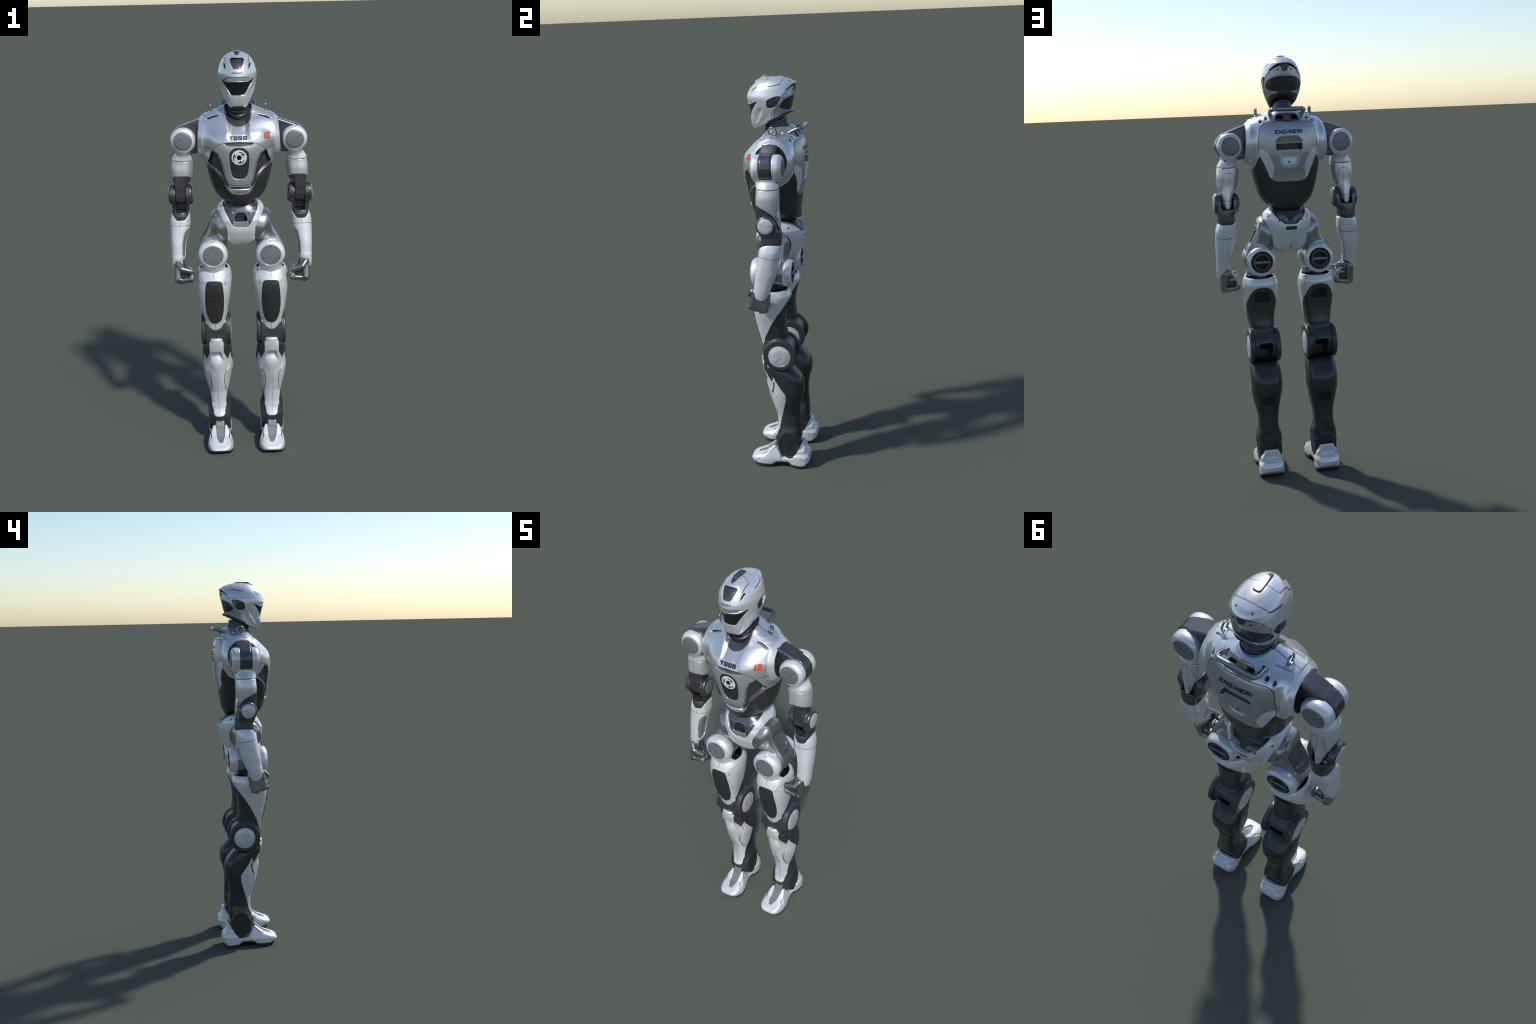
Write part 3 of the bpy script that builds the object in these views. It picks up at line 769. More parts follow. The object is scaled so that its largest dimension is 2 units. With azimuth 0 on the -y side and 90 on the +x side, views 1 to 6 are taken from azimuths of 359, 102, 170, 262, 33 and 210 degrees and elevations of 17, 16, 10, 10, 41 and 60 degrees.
TF = dict(hub=on_front(BADGE_HUB), bib=on_front(BIB, y0=.02), flank=on_front(FLANK, True), scoop=on_front(SCOOP), badge=on_front(BADGE), tray=on_front(TRAY), gap=on_front(TRAY_GAP), slit=on_front(CHEST_SLIT, True, -.01),
          plate=on_back(BACK_PLATE), facet=on_back(BACK_FACET, True), bar=on_back(BACK_BAR), ports=on_back(PORTS, y0=.05), holes=on_back(PORT_HOLE, True, .05), lamp=on_back(PORT_LAMP, y0=.05), hem=hem, seams=torso_seams,
          stray=lambda P: np.maximum(sd_poly(ax(P), Y(P), SHOULDER_TRAY), 1.65 - Z(P)))
def torso_label(P):
    v = {k: f(P) for k, f in TF.items()}
    lab = np.zeros(len(P), int)
    lab[v['plate'] < 0] = 1
    lab[v['facet'] < 0] = 2
    lab[v['hem'] < 0] = 3
    lab[v['flank'] < 0] = 4
    lab[v['seams'] < 0] = 5
    lab[v['bib'] < 0] = 6
    lab[v['scoop'] < -.0004] = 7
    lab[v['badge'] < -.0004] = 8
    lab[v['hub'] < -.0002] = 10
    lab[v['tray'] < -.0002] = 9
    lab[v['gap'] < -.0002] = 10
    lab[(v['slit'] < -.0004)] = 10
    lab[v['bar'] < -.0004] = 11
    lab[v['ports'] < -.0004] = 12
    lab[v['holes'] < -.0004] = 10
    lab[v['lamp'] < -.0004] = 13
    q = np.stack([ax(P), Y(P), Z(P)], 1)
    L = torso_form(P)
    for c, h, _ in SHOULDER_SCOOPS:
        lab[(ellipsoid(rot(q, c, 'x', -41), c, h) < .0012) & (L < -.005)] = 10
    lab[(v['stray'] < -.0004) & (L < -.004)] = 14
    return lab
res = split_form(torso_sdf, (-.175, -.17, 1.28), (.175, .17, 1.765), .0029, list(TF.values()), torso_label, .0016)
(torso,), _ = spread(res, {0: ('torso', 'silver'), 1: ('spine_plate', 'shade_darkened_silver'), 2: ('spine_facet', 'white'), 3: ('abdomen_shell', 'dark'), 4: ('flank_recess', 'gunmetal'), 5: ('torso_seam', 'seam'),
    6: ('collar_bib', 'gunmetal'), 7: ('chest_scoop', 'mid'), 8: ('badge_plate', 'matte'), 9: ('waist_tray', 'silver'), 10: ('vent_slot', 'black'), 11: ('handle_slot', 'dark'), 12: ('port_panel', 'gunmetal'), 13: ('status_lamp', 'amber'), 14: ('shoulder_tray', 'rear_silver')}, [ROOT], 0)

# shoulder rings (cone flange), tilted a little outwards at the bottom
def socket_ring(P):
    q = rot(P, (.176, .009, 1.611), 'y', 4.2)
    return lathe_fn(q, (0, .009, 1.611), 'x', [(.060, .150), (.1015, .150), (.1015, .1665), (.0985, .1735), (.0845, .1885), (.0815, .1905), (.0795, .1895), (.0775, .1800), (.060, .178)]) - .0006
form_part('shoulder_ring', socket_ring, (.145, -.10, 1.50), (.20, .12, 1.72), .0024, 'pearl', [torso, torso], .0012)
form_part('shoulder_socket', lambda P: drum(rot(P, (.176, .009, 1.611), 'y', 4.2), (.172, .009, 1.611), 'x', .0775, .011, .003), (.15, -.08, 1.52), (.20, .10, 1.70), .003, 'dark', [torso, torso])
# lifting eyes
for s in (1, -1):
    th = np.linspace(0, 2*np.pi, 20, endpoint=False)
    o = tube('lifting_eye', [(s*.128, .0125 + .0185*math.cos(t), 1.7455 + .0185*math.sin(t)) for t in th], .0042, 'bolt', [torso], True, 12, 3)
    form_part('eye_base', lambda P: drum(P, (s*.128, .0125, 1.724), 'z', .008, .006, .002), (s*.128 - .01, .0, 1.71), (s*.128 + .01, .025, 1.735), .0016, 'bolt', [torso])
# carrying handle behind the neck
half = [(.075, .078, 1.728), (.076, .095, 1.737), (.077, .120, 1.748), (.076, .132, 1.7515), (.070, .1405, 1.7545), (.058, .1435, 1.7560)]
tube('carry_handle', half + [(0, .1435, 1.7560)] + [(-x, y, z) for x, y, z in reversed(half)], .0100, 'bolt', [torso], False, 16, 6)
# lettering and badge
lettering('lettering', 'T800', .080, .0155, (-.0035, 1.619), torso_sdf, 'ink', torso, True, .0, .0025)
lettering('lettering', 'ENGINEAI', .126, .0165, (0, 1.655), torso_sdf, 'ink', torso, False, .25, .0021)
def arc_band(r0, r1, a0, a1, n=20):
    t = np.radians(np.linspace(a0, a1, n))
    return [(r1*math.cos(a), 1.531 + r1*math.sin(a)) for a in t] + [(r0*math.cos(a), 1.531 + r0*math.sin(a)) for a in t[::-1]]
circ = lambda r, n=48: [(r*math.cos(2*math.pi*i/n), 1.531 + r*math.sin(2*math.pi*i/n)) for i in range(n)]
badge = decal('badge_disc', [circ(.0350), circ(.0125, 6)], torso_sdf, 'mark', torso, lift=.0008)
for k in range(3):
    a = 20 + 120*k
    decal('badge_slit', [arc_band(.0235, .0275, a, a + 72)], torso_sdf, 'ink', torso, lift=.0014)
    r = math.radians(a + 100); u = np.array([math.cos(r), math.sin(r)]); w = np.array([-u[1], u[0]])
    pts = [u*.012 + w*.0005, u*.0245 + w*.0005, u*.0245 - w*.0005, u*.012 - w*.0005]
    decal('badge_slit', [[(p[0], 1.531 + p[1]) for p in pts]], torso_sdf, 'ink', torso, lift=.0014)
    r0 = math.radians(a); pts = [(.0275*math.cos(r0), .0275*math.sin(r0)), (.0235*math.cos(r0), .0235*math.sin(r0)), (.0165*math.cos(r0 + .75), .0165*math.sin(r0 + .75)), (.0235*math.cos(r0 + .5), .0235*math.sin(r0 + .5))]
    decal('badge_slit', [[(p[0], 1.531 + p[1]) for p in pts]], torso_sdf, 'ink', torso, lift=.0015)
# red seal: two stacked glyphs built from strokes
def stroke(x0, z0, x1, z1, w=.0019):
    d = np.array([x1 - x0, z1 - z0]); d /= np.linalg.norm(d); n = np.array([-d[1], d[0]])*w
    return [(x0 + n[0], z0 + n[1]), (x0 - n[0], z0 - n[1]), (x1 - n[0], z1 - n[1]), (x1 + n[0], z1 + n[1])]
S0 = (.1155, 1.6105)
SEAL = [(0, .025, .010, .025), (.005, .029, .005, .015), (0, .020, .010, .020), (.001, .015, .009, .017), (.013, .028, .027, .028), (.013, .023, .027, .023), (.0135, .029, .0135, .016), (.0265, .029, .0265, .016), (.013, .0175, .027, .0175), (.020, .028, .020, .017),
                          (0, .012, .012, .012), (.006, .014, .006, 0), (0, .007, .012, .007), (.001, .001, .005, .006), (.011, .001, .007, .006), (.015, .012, .027, .012), (.0155, .013, .0155, .0), (.0265, .013, .0265, 0), (.015, .006, .027, .006), (.015, .001, .027, .001)]
rib = []
for (x0, z0, x1, z1) in SEAL:
    q = stroke(x0, z0, x1, z1); q = [np.array(p) for p in q]
    rib.append([(q[0]*(1 - t) + q[3]*t, q[1]*(1 - t) + q[2]*t) for t in np.linspace(0, 1, 5)])
ink_shapes('red_seal', rib, S0, torso_sdf, 'red', torso)
for s in (1, -1):
    surface_disc('torso_plug', torso_sdf, (s*.068, .115, 1.360), .006, 'black', [torso])
    surface_disc('torso_plug', torso_sdf, (s*.069, .078, 1.309), .0065, 'black', [torso])
    surface_disc('torso_plug', torso_sdf, (s*.070, .085, 1.742), .005, 'black', [torso])
surface_disc('pocket_screw', torso_sdf, (0, .145, 1.517), .0062, 'mid', [torso])
# waist joint
form_part('waist_joint', lambda P: drum(P, (0, .010, 1.290), 'z', .068, .022, .006), (-.07, -.07, 1.26), (.07, .09, 1.32), .004, 'gunmetal', [torso])

# ----------------------------------------------------------------- PELVIS
pelvis_form = Form(PELVIS)
FRONT_V = rounded(mirrored([(0, 1.33), (.086, 1.33), (.084, 1.298), (.078, 1.268), (.066, 1.243), (.052, 1.217), (.038, 1.196), (.028, 1.189), (0, 1.187)]), 1)
GRILLE = rounded(mirrored([(0, 1.2545), (.019, 1.254), (.032, 1.224), (.027, 1.2165), (0, 1.216)]), 1)
LIP = rounded(mirrored([(0, 1.2155), (.027, 1.216), (.0325, 1.222), (.040, 1.203), (.031, 1.191), (0, 1.1895)]), 1)
SMALL_PLATE = rounded([(.062, 1.260), (.050, 1.268), (.034, 1.255), (.040, 1.239), (.050, 1.229), (.057, 1.236)], 1)
REAR_V = rounded(mirrored([(0, 1.33), (.086, 1.33), (.079, 1.282), (.057, 1.255), (.031, 1.231), (.022, 1.229), (0, 1.2285)]), 1)
REAR_SLOT = rounded(mirrored([(0, 1.219), (.0265, 1.219), (.0265, 1.202), (0, 1.202)]), 1)
HOUSING_C = (-.010, 1.178)
TILT = 15.7
def hip_axis(P):
    """Coordinates with x along the tilted hip axis through (.0896, -.010, 1.178); mirrored side folded over."""
    q = np.stack([ax(P), Y(P), Z(P)], 1)
    return rot(q, (.0896, HOUSING_C[0], HOUSING_C[1]), 'y', -TILT)
def hip_bore(P, r):
    q = hip_axis(P)
    return np.maximum(np.hypot(q[:, 1] - HOUSING_C[0], q[:, 2] - HOUSING_C[1]) - r, .060 - q[:, 0])
def pelvis_sdf(P):
    L = pelvis_form(P); f = L
    v = np.maximum(sd_poly(X(P), Z(P), FRONT_V), Y(P) + .01)
    f = smax(f, -np.maximum(v, -(L + .006)), .0015)
    rv = np.maximum(sd_poly(X(P), Z(P), REAR_V), .02 - Y(P))
    f = smax(f, -np.maximum(rv, -(L + .016)), .0015)
    gr = np.maximum(sd_poly(X(P), Z(P), GRILLE), Y(P) + .01)
    f = smax(f, -np.maximum(gr, -(L + .045)), .0012)
    lp = np.maximum(sd_poly(X(P), Z(P), LIP), Y(P) + .01)
    f = smin(f, np.maximum(lp + .001, np.maximum(L + .0035, -(L + .02))), .0012)
    sp = np.maximum(sd_poly(ax(P), Z(P), SMALL_PLATE), Y(P) + .01)
    f = smin(f, np.maximum(sp + .0012, np.maximum(L + .0045, -(L + .02))), .0010)
    rs = np.maximum(sd_poly(X(P), Z(P), REAR_SLOT), .02 - Y(P))
    f = smax(f, -np.maximum(rs, -(L + .005)), .0012)
    f = smax(f, -hip_bore(P, .0872), .002)
    return f
PF = dict(v=on_front(FRONT_V, y0=-.01), rv=on_back(REAR_V, y0=.02), gr=on_front(GRILLE, y0=-.01), lp=on_front(LIP, y0=-.01), rs=on_back(REAR_SLOT, y0=.02),
          hole=lambda P: hip_bore(P, .0880),
          seam=lambda P: np.maximum(np.abs(sd_line(ax(P), Z(P), [(.06, 1.30), (.125, 1.255)])) - SEAM_W, np.abs(Y(P) - .012) - .03))
def pelvis_label(P):
    v = {k: f(P) for k, f in PF.items()}
    lab = np.zeros(len(P), int)
    lab[v['v'] < -.0003] = 1; lab[v['rv'] < -.0003] = 2
    lab[v['gr'] < -.0003] = 3; lab[v['lp'] < -.0003] = 4; lab[v['rs'] < -.0004] = 5
    lab[v['hole'] < 0] = 6
    return lab
res = split_form(pelvis_sdf, (-.12, -.115, 1.08), (.12, .14, 1.31), .0022, list(PF.values()), pelvis_label, .0014)
(pelvis,), _ = spread(res, {0: ('pelvis', 'white'), 1: ('waist_insert', 'insert'), 2: ('mesh_insert', 'dark'), 3: ('grille', 'matte'), 4: ('insert_lip', 'rear_silver'), 5: ('vent', 'dark'), 6: ('hip_gap', 'black')}, [ROOT], 0)
# grille bars (front) and hexagonal mesh plates (rear)
def bars(rows, half, r):
    def f(P):
        d = np.full(len(P), 9.)
        for a, b in rows: d = np.minimum(d, capsule(P, a, b, r))
        return d
    return f
rows = [((-.012 - .006*(i % 2) + .0, -.0955 - .0012*i, 1.250 - .0062*i), (.012 + .006*(i % 2), -.0955 - .0012*i, 1.250 - .0062*i)) for i in range(6)]
rows += [((-.026 + .0105*i, -.1015, 1.219), (-.014 + .0105*i, -.0945, 1.252)) for i in range(4)]
o = form_part('grille_bars', bars(rows, 0, .0014), (-.034, -.108, 1.212), (.034, -.085, 1.257), .0012, 'dark', [pelvis])[0]; o['kind'] = 'stuff'
lat = []
for s in (1, -1):
    for i in range(5):
        lat.append(((s*(.012 + .009*i), .119 - .0006*i, 1.236 + .0045*i), (s*(.024 + .008*i), .111 - .0008*i, 1.266 + .0025*i)))
        lat.append(((s*(.014 + .008*i), .114, 1.256 + .002*i), (s*(.024 + .008*i), .118, 1.243 + .005*i)))
o = form_part('lattice', bars(lat, 0, .0013), (-.07, .10, 1.22), (.07, .13, 1.29), .0014, 'rear_silver', [pelvis])[0]; o['kind'] = 'stuff'
for (x, y, z) in ((.057, .124, 1.248), (-.057, .124, 1.248), (.101, .070, 1.266), (-.101, .070, 1.266), (0, .104, 1.118), (.036, .075, 1.09), (-.036, .075, 1.09)):
    surface_disc('pelvis_plug', pelvis_sdf, (x, y, z), .0042, 'black', [pelvis])

# ----------------------------------------------------------------- HIP HOUSING
HIP = (.138, 1.051)
PAD = rounded([(.035, 1.207), (-.040, 1.207), (-.054, 1.182), (-.049, 1.114), (-.033, 1.086), (.022, 1.084), (.041, 1.113), (.044, 1.190)], 1)
def housing_core(P):
    d1 = drum(hip_axis(P), (.080, HOUSING_C[0], HOUSING_C[1]), 'x', .0848, .042, .024)
    d2 = drum(P, (HIP[0] + .003, -.003, HIP[1]), 'y', .070, .056, .012)
    d3 = prism(P, 'xz', [(.112, 1.226), (.127, 1.228), (.1445, 1.205), (.196, 1.112), (.2105, 1.062), (.185, 1.025), (.125, 1.035), (.108, 1.12)], -.060, .052, .022)
    return smin(smin(d1, d3, .036), d2, .018)
def housing_sdf(P):
    f = housing_core(P)
    pad = np.maximum(sd_poly(Y(P), Z(P), PAD), .115 - X(P))
    g = f + .004*sstep(.0, .0035, -pad)
    inner = sd_poly(Y(P), Z(P), rounded([(.026, 1.192), (-.028, 1.192), (-.034, 1.178), (-.026, 1.120), (.030, 1.117), (.033, 1.17)], 1))
    return g + .006*sstep(0, .004, -np.maximum(inner, .115 - X(P)))
res = split_form(housing_sdf, (.03, -.10, .97), (.225, .09, 1.27), .0030, [lambda P: np.maximum(sd_poly(Y(P), Z(P), PAD), .115 - X(P))],
                 lambda P: (np.maximum(sd_poly(Y(P), Z(P), PAD), .115 - X(P)) < 0).astype(int), .0016)
hips, _ = spread(res, {0: ('hip_housing', 'housing'), 1: ('hip_pad', 'mid')}, [ROOT, ROOT], 0)
# rear cooling drum
lathe('hip_fan_ring', [(.050, -.045), (.0690, -.045), (.0705, -.030), (.0700, -.016), (.0660, -.006), (.0590, -.001), (.0535, .0), (.0520, -.002), (.0515, -.032)], (HIP[0] + .001, .0925, HIP[1]), 'y', 'white', hips, 72)
lathe('fan_floor', [(.0520, -.031), (.0005, -.031)], (HIP[0] + .001, .0925, HIP[1]), 'y', 'black', hips, 48)
lathe('fan_ring', [(.0395, -.031), (.0395, -.0015), (.0385, -.0005), (.0345, -.0005), (.0335, -.0015), (.0335, -.031)], (HIP[0] + .001, .0925, HIP[1]), 'y', 'mid', hips, 64)
def fins():
    V, T = [], []; base = np.array([[0, 1, 2, 3], [4, 7, 6, 5], [0, 4, 5, 1], [1, 5, 6, 2], [2, 6, 7, 3], [3, 7, 4, 0]])
    for i in range(36):
        a = 2*math.pi*i/36; u = np.array([math.cos(a), 0, math.sin(a)]); w = np.array([-math.sin(a), 0, math.cos(a)])*.0013
        c = np.array([HIP[0] + .001, .0905, HIP[1]])
        q = np.array([c + u*.0390 - w, c + u*.0520 - w, c + u*.0520 + w, c + u*.0390 + w])
        V.append(np.concatenate([q, q - [0, .010, 0]])); T.append(base + 8*i)
    return np.concatenate(V), np.concatenate(T)
v, t = fins()
for o in emit('fan_fins', v, t, None, 'mid', hips, False): o['kind'] = 'stuff'
form_part('fan_bar', lambda P: box(P, (HIP[0] + .001, .0885, HIP[1]), (.0345, .004, .0062), .001), (.10, .08, 1.04), (.176, .095, 1.06), .0016, 'disc', hips)

# ----------------------------------------------------------------- THIGH
thigh_form = Form(THIGH)
THIGH_EDGE = np.array([(-.20, .600), (-.0775, .640), (-.068, .654), (-.061, .688), (-.045, .729), (-.015, .792), (.017, .846), (.031, .862), (.057, .900), (.070, .919), (.079, .930), (.10, .944)])
THIGH_PAD = rounded([(.106, .925), (.169, .925), (.179, .903), (.1855, .808), (.179, .742), (.163, .700), (.137, .688), (.109, .705), (.096, .754), (.0905, .827), (.096, .905)], 1)
CREASE = [(.219, .946), (.196, .934), (.188, .912)]  # facet ridge: its soft shading is drawn as a thin grey line
KNEE_C = (.022, .634)
def knee_core(P):
    mid = drum(P, (.138, .018, .640), 'x', .074, .052, .010)
    out = np.minimum(drum(P, (.2000, KNEE_C[0], KNEE_C[1]), 'x', .084, .0115, .008), drum(P, (.0765, KNEE_C[0], KNEE_C[1]), 'x', .084, .0115, .008))
    return mid, out
def thigh_sdf(P):
    L = thigh_form(P)
    e = Z(P) - np.interp(Y(P), THIGH_EDGE[:, 0], THIGH_EDGE[:, 1])
    mid, out = knee_core(P)
    inner = smin(L + .0030, mid, .014)
    inner = smin(inner, prism(P, 'yz', [(-.058, .705), (-.066, .655), (-.067, .610), (-.060, .572), (-.02, .556), (-.02, .705)], .0865, .1905, .006), .006)
    # black slot at the back of the knee, rounded pocket on the hamstring
    inner = smax(inner, -np.minimum(box(P, (.1365, .085, .632), (.032, .140, .024), .003), box(P, (.1365, .085, .592), (.032, .085, .024), .003)), .002)
    inner = smin(inner, out, .006)
    pocket = np.maximum(sd_poly(X(P), Z(P), rounded([(.170, .903), (.112, .903), (.097, .852), (.180, .852)], 1)), -Y(P))
    inner = smax(inner, -np.maximum(pocket, -(L + .009)), .0015)
    shell = smax(L, -e*.75, .002)
    pad = np.maximum(sd_poly(X(P), Z(P), THIGH_PAD), Y(P))
    shell = shell - .0022*sstep(-.0005, .0022, -pad)
    sub = np.maximum(sd_poly(X(P), Z(P), rounded([(.097, .912), (.180, .912), (.184, .850), (.168, .822), (.137, .816), (.114, .822), (.094, .850)], 1)), Y(P))
    shell = shell - .0016*sstep(0, .002, -sub)
    f = np.minimum(shell, inner)
    cup = np.maximum((np.sqrt(((X(P) - .138)/.069)**2 + ((Y(P) + .013)/.072)**2 + 1e-9) - 1)*.07, .895 - Z(P))
    return smax(f, -cup, .002)
TH = [lambda P: np.maximum(Z(P) - np.interp(Y(P), THIGH_EDGE[:, 0], THIGH_EDGE[:, 1]), .0) + np.minimum(Z(P) - np.interp(Y(P), THIGH_EDGE[:, 0], THIGH_EDGE[:, 1]), 0),
      on_front(THIGH_PAD, y0=.0),
      lambda P: np.maximum(sd_line(np.abs(X(P) - .138) + .138, Z(P), CREASE) - SEAM_W, Y(P) + .02),
      lambda P: np.maximum(np.abs(X(P) - .138) - SEAM_W*.7, np.maximum(Y(P), np.minimum(.940 - Z(P), Z(P) - .688))),
      lambda P: np.maximum(np.maximum(np.abs(X(P) - .1365) - .0315, np.abs(Z(P) - .612) - .0425), 0 - Y(P)),
      lambda P: np.maximum(sd_poly(X(P), Z(P), rounded([(.170, .903), (.112, .903), (.097, .852), (.180, .852)], 1)), -Y(P))]
def thigh_label(P):
    v = [f(P) for f in TH]; L = thigh_form(P)
    lab = np.zeros(len(P), int)
    lab[(v[0] < 0)] = 1
    lab[(v[0] >= 0) & ((v[2] < 0) | (v[3] < 0))] = 3
    lab[v[1] < 0] = 2
    lab[(v[4] < 0) & (Y(P) < .088)] = 4
    lab[(v[5] < 0) & (L < -.004)] = 4
    lab[(Z(P) > .893) & (np.hypot((X(P) - .138)/.0698, (Y(P) + .013)/.0728) < 1) & (L < -.003)] = 4
    mid, out = knee_core(P)
    lab[(out < .0015) & (lab == 0)] = 1
    return lab
res = split_form(thigh_sdf, (.045, -.125, .545), (.23, .125, .972), .0031, TH, thigh_label, .0016)
thighs, _ = spread(res, {0: ('thigh', 'white'), 1: ('thigh_frame', 'frame'), 2: ('thigh_pad', 'matte'), 3: ('thigh_seam', 'soft_seam'), 4: ('knee_slot', 'black')}, [ROOT, ROOT], 0)
for flip, xx in ((False, .2112), (True, .0653)):
    lathe('knee_disc', [(.0565, -.004), (.0565, .0004), (.0550, .0016), (.0480, .0022), (.0472, .0014), (.0462, .0022), (.0250, .0028), (.0003, .0030)], (xx, KNEE_C[0], KNEE_C[1] - .006), 'x', 'light_disc', thighs, 72, flip)
form_part('disc_mark', lambda P: capsule(P, (.2143, .030, .625), (.2138, .001, .600), .0009), (.21, -.01, .59), (.218, .04, .635), .0009, 'seam', thighs)
# hip yoke: cap around the hip disc flowing into the thigh rim
def yoke_sdf(P):
    d1 = drum(P, (HIP[0], -.082, HIP[1]), 'y', .0715, .032, .027)
    zz = Z(P); t = np.clip((zz - .953)/.06, 0, 1)
    xm = .138; xw = .081 - .019*t; yc = -.013; yd = .084 - .010*t
    r = np.sqrt(((X(P) - xm)/xw)**2 + ((Y(P) - yc)/yd)**2 + 1e-9)
    top = .968 + .043*sstep(-.04, -.09, Y(P))
    cone = smax((r - 1)*xw, np.maximum(zz - top, .9535 - zz), .006)
    f = smin(d1, cone, .030)
    bore = np.maximum(np.hypot(X(P) - HIP[0], zz - HIP[1]) - .0800, -.0555 - Y(P))
    f = smax(f, -bore, .003)
    well = np.maximum(((np.sqrt(((X(P) - xm)/(xw - .010))**2 + ((Y(P) - yc)/(yd - .010))**2 + 1e-9) - 1)*xw), -.048 - Y(P))
    f = smax(f, -well, .003)
    f = smax(f, -np.maximum(np.hypot(X(P) - HIP[0], zz - HIP[1]) - .0520, Y(P) + .1115), .002)
    return smax(f, .9535 - zz, .002)
res = split_form(yoke_sdf, (.05, -.12, .95), (.225, .08, 1.13), .0024, [lambda P: -.0545 - Y(P) + 0*X(P)], lambda P: ((np.hypot(X(P) - HIP[0], Z(P) - HIP[1]) < .0795) & (Y(P) > -.056) | (Z(P) < .9605) & (np.hypot((X(P) - .138)/.071, (Y(P) + .013)/.074) < 1)).astype(int), .0016)
yokes, _ = spread(res, {0: ('hip_yoke', 'white'), 1: ('yoke_bore', 'black')}, thighs, None)
form_part('hip_joint', lambda P: np.minimum(drum(P, (.138, -.012, .935), 'z', .036, .050, .008), drum(P, (.138, -.004, .985), 'y', .030, .048, .006)), (.07, -.08, .88), (.20, .06, 1.02), .0034, 'dark', thighs)
lathe('hip_disc', [(.0500, -.006), (.0500, .0006), (.0492, .0014), (.0300, .0024), (.0003, .0028)], (HIP[0], -.1128, HIP[1]), 'y', 'disc', thighs, 72, True)
lathe('hip_disc_rim', [(.0520, -.004), (.0520, .0006), (.0510, .0010), (.0500, .0002)], (HIP[0], -.1128, HIP[1]), 'y', 'white', thighs, 72, True)
hipdisc = lambda P: drum(P, (HIP[0], -.1095, HIP[1]), 'y', .050, .0055, .001)
for a in (90, 200, -20):
    surface_disc('hip_screw', hipdisc, (HIP[0] + .041*math.cos(math.radians(a)), -.118, HIP[1] + .041*math.sin(math.radians(a))), .0028, 'black', thighs)
surface_disc('yoke_screw', yoke_sdf, (HIP[0], -.105, HIP[1] + .065), .0026, 'black', thighs)
for (x, y, z) in ((.084, -.098, .905), (.079, -.085, .815)):
    surface_disc('thigh_screw', thigh_sdf, (x, y, z), .0042, 'rear_silver', thighs)
surface_disc('knee_plug', thigh_sdf, (.098, -.06, .650), .0036, 'black', thighs)

# ----------------------------------------------------------------- SHIN
shin_form = Form(SHIN)
GREAVE = np.array([(.05, -.060), (.152, -.034), (.158, -.024), (.174, -.013), (.200, -.003), (.215, .004), (.271, .016), (.346, .037), (.388, .047), (.410, .047), (.422, .045), (.453, .021), (.492, -.005), (.507, -.012), (.65, -.012)])
NOTCH = [(.0355, .66), (.0355, .530), (.0540, .479), (.0640, .506), (.0665, .514), (.10, .52), (.10, .66)]
ANKLE = rounded([(.018, .205), (.080, .205), (.110, .140), (.078, .056), (.030, .052), (-.014, .128)], 1)
ANKLE_PLATE = [(.026, .186), (.071, .190), (.101, .131), (.076, .060), (.033, .058), (-.003, .130)]
CALF_WINDOW = rounded([(.168, .396), (.108, .396), (.114, .348), (.160, .348)], 1)
WING_SLOT = [(-.0135, .480), (-.0165, .445), (-.027, .420)]
WING_SEAM = [(-.027, .420), (-.034, .400), (-.024, .357), (-.007, .313), (.018, .278)]
CALF_SEAM = [(-.004, .512), (.038, .523), (.071, .502), (.103, .462), (.119, .405), (.102, .335), (.096, .237), (.107, .192), (.13, .160)]
mx = lambda P: np.abs(X(P) - .138)
def greave_field(P):
    d = Y(P) - np.interp(Z(P), GREAVE[:, 0], GREAVE[:, 1])
    return np.maximum(d*.8, -sd_poly(mx(P), Z(P), NOTCH))
def shin_sdf(P):
    L = shin_form(P); f = L
    # ankle block and its recessed side plates
    ank = prism(P, 'yz', ANKLE, .0805, .1925, .008)
    f = smin(f, ank, .010)
    ap = np.maximum(sd_poly(Y(P), Z(P), ANKLE_PLATE), .035 - mx(P))
    f = f + .0035*sstep(0, .004, -ap)
    g = greave_field(P)
    f = np.minimum(f, smax(L - .0018, g, .0015))
    # knee cap: step under the cap and a rounded boss below it
    notch = prism(P, 'xz', [(.1175, .5395), (.1595, .5395), (.1655, .500), (.1725, .470), (.1035, .470), (.1105, .500)], -.12, -.02, .001)
    f = smax(f, -np.maximum(notch, -(L + .020*sstep(.470, .536, Z(P)))), .0015)
    f = smin(f, ellipsoid(P, (.138, -.040, .463), (.030, .0195, .040)), .010)
    cw = np.maximum(sd_poly(X(P), Z(P), CALF_WINDOW), .02 - Y(P))
    f = smax(f, -np.maximum(cw, -(L + .004)), .0015)
    ws = np.maximum(sd_line(Y(P), Z(P), WING_SLOT) - .0030, .03 - mx(P))
    f = smax(f, -np.maximum(ws, -(L + .006)), .001)
    # room for the knee wheel
    f = smax(f, -np.maximum(np.hypot(Y(P) - .022, Z(P) - .634) - .0865, -(Y(P) + .052)), .004)
    return f
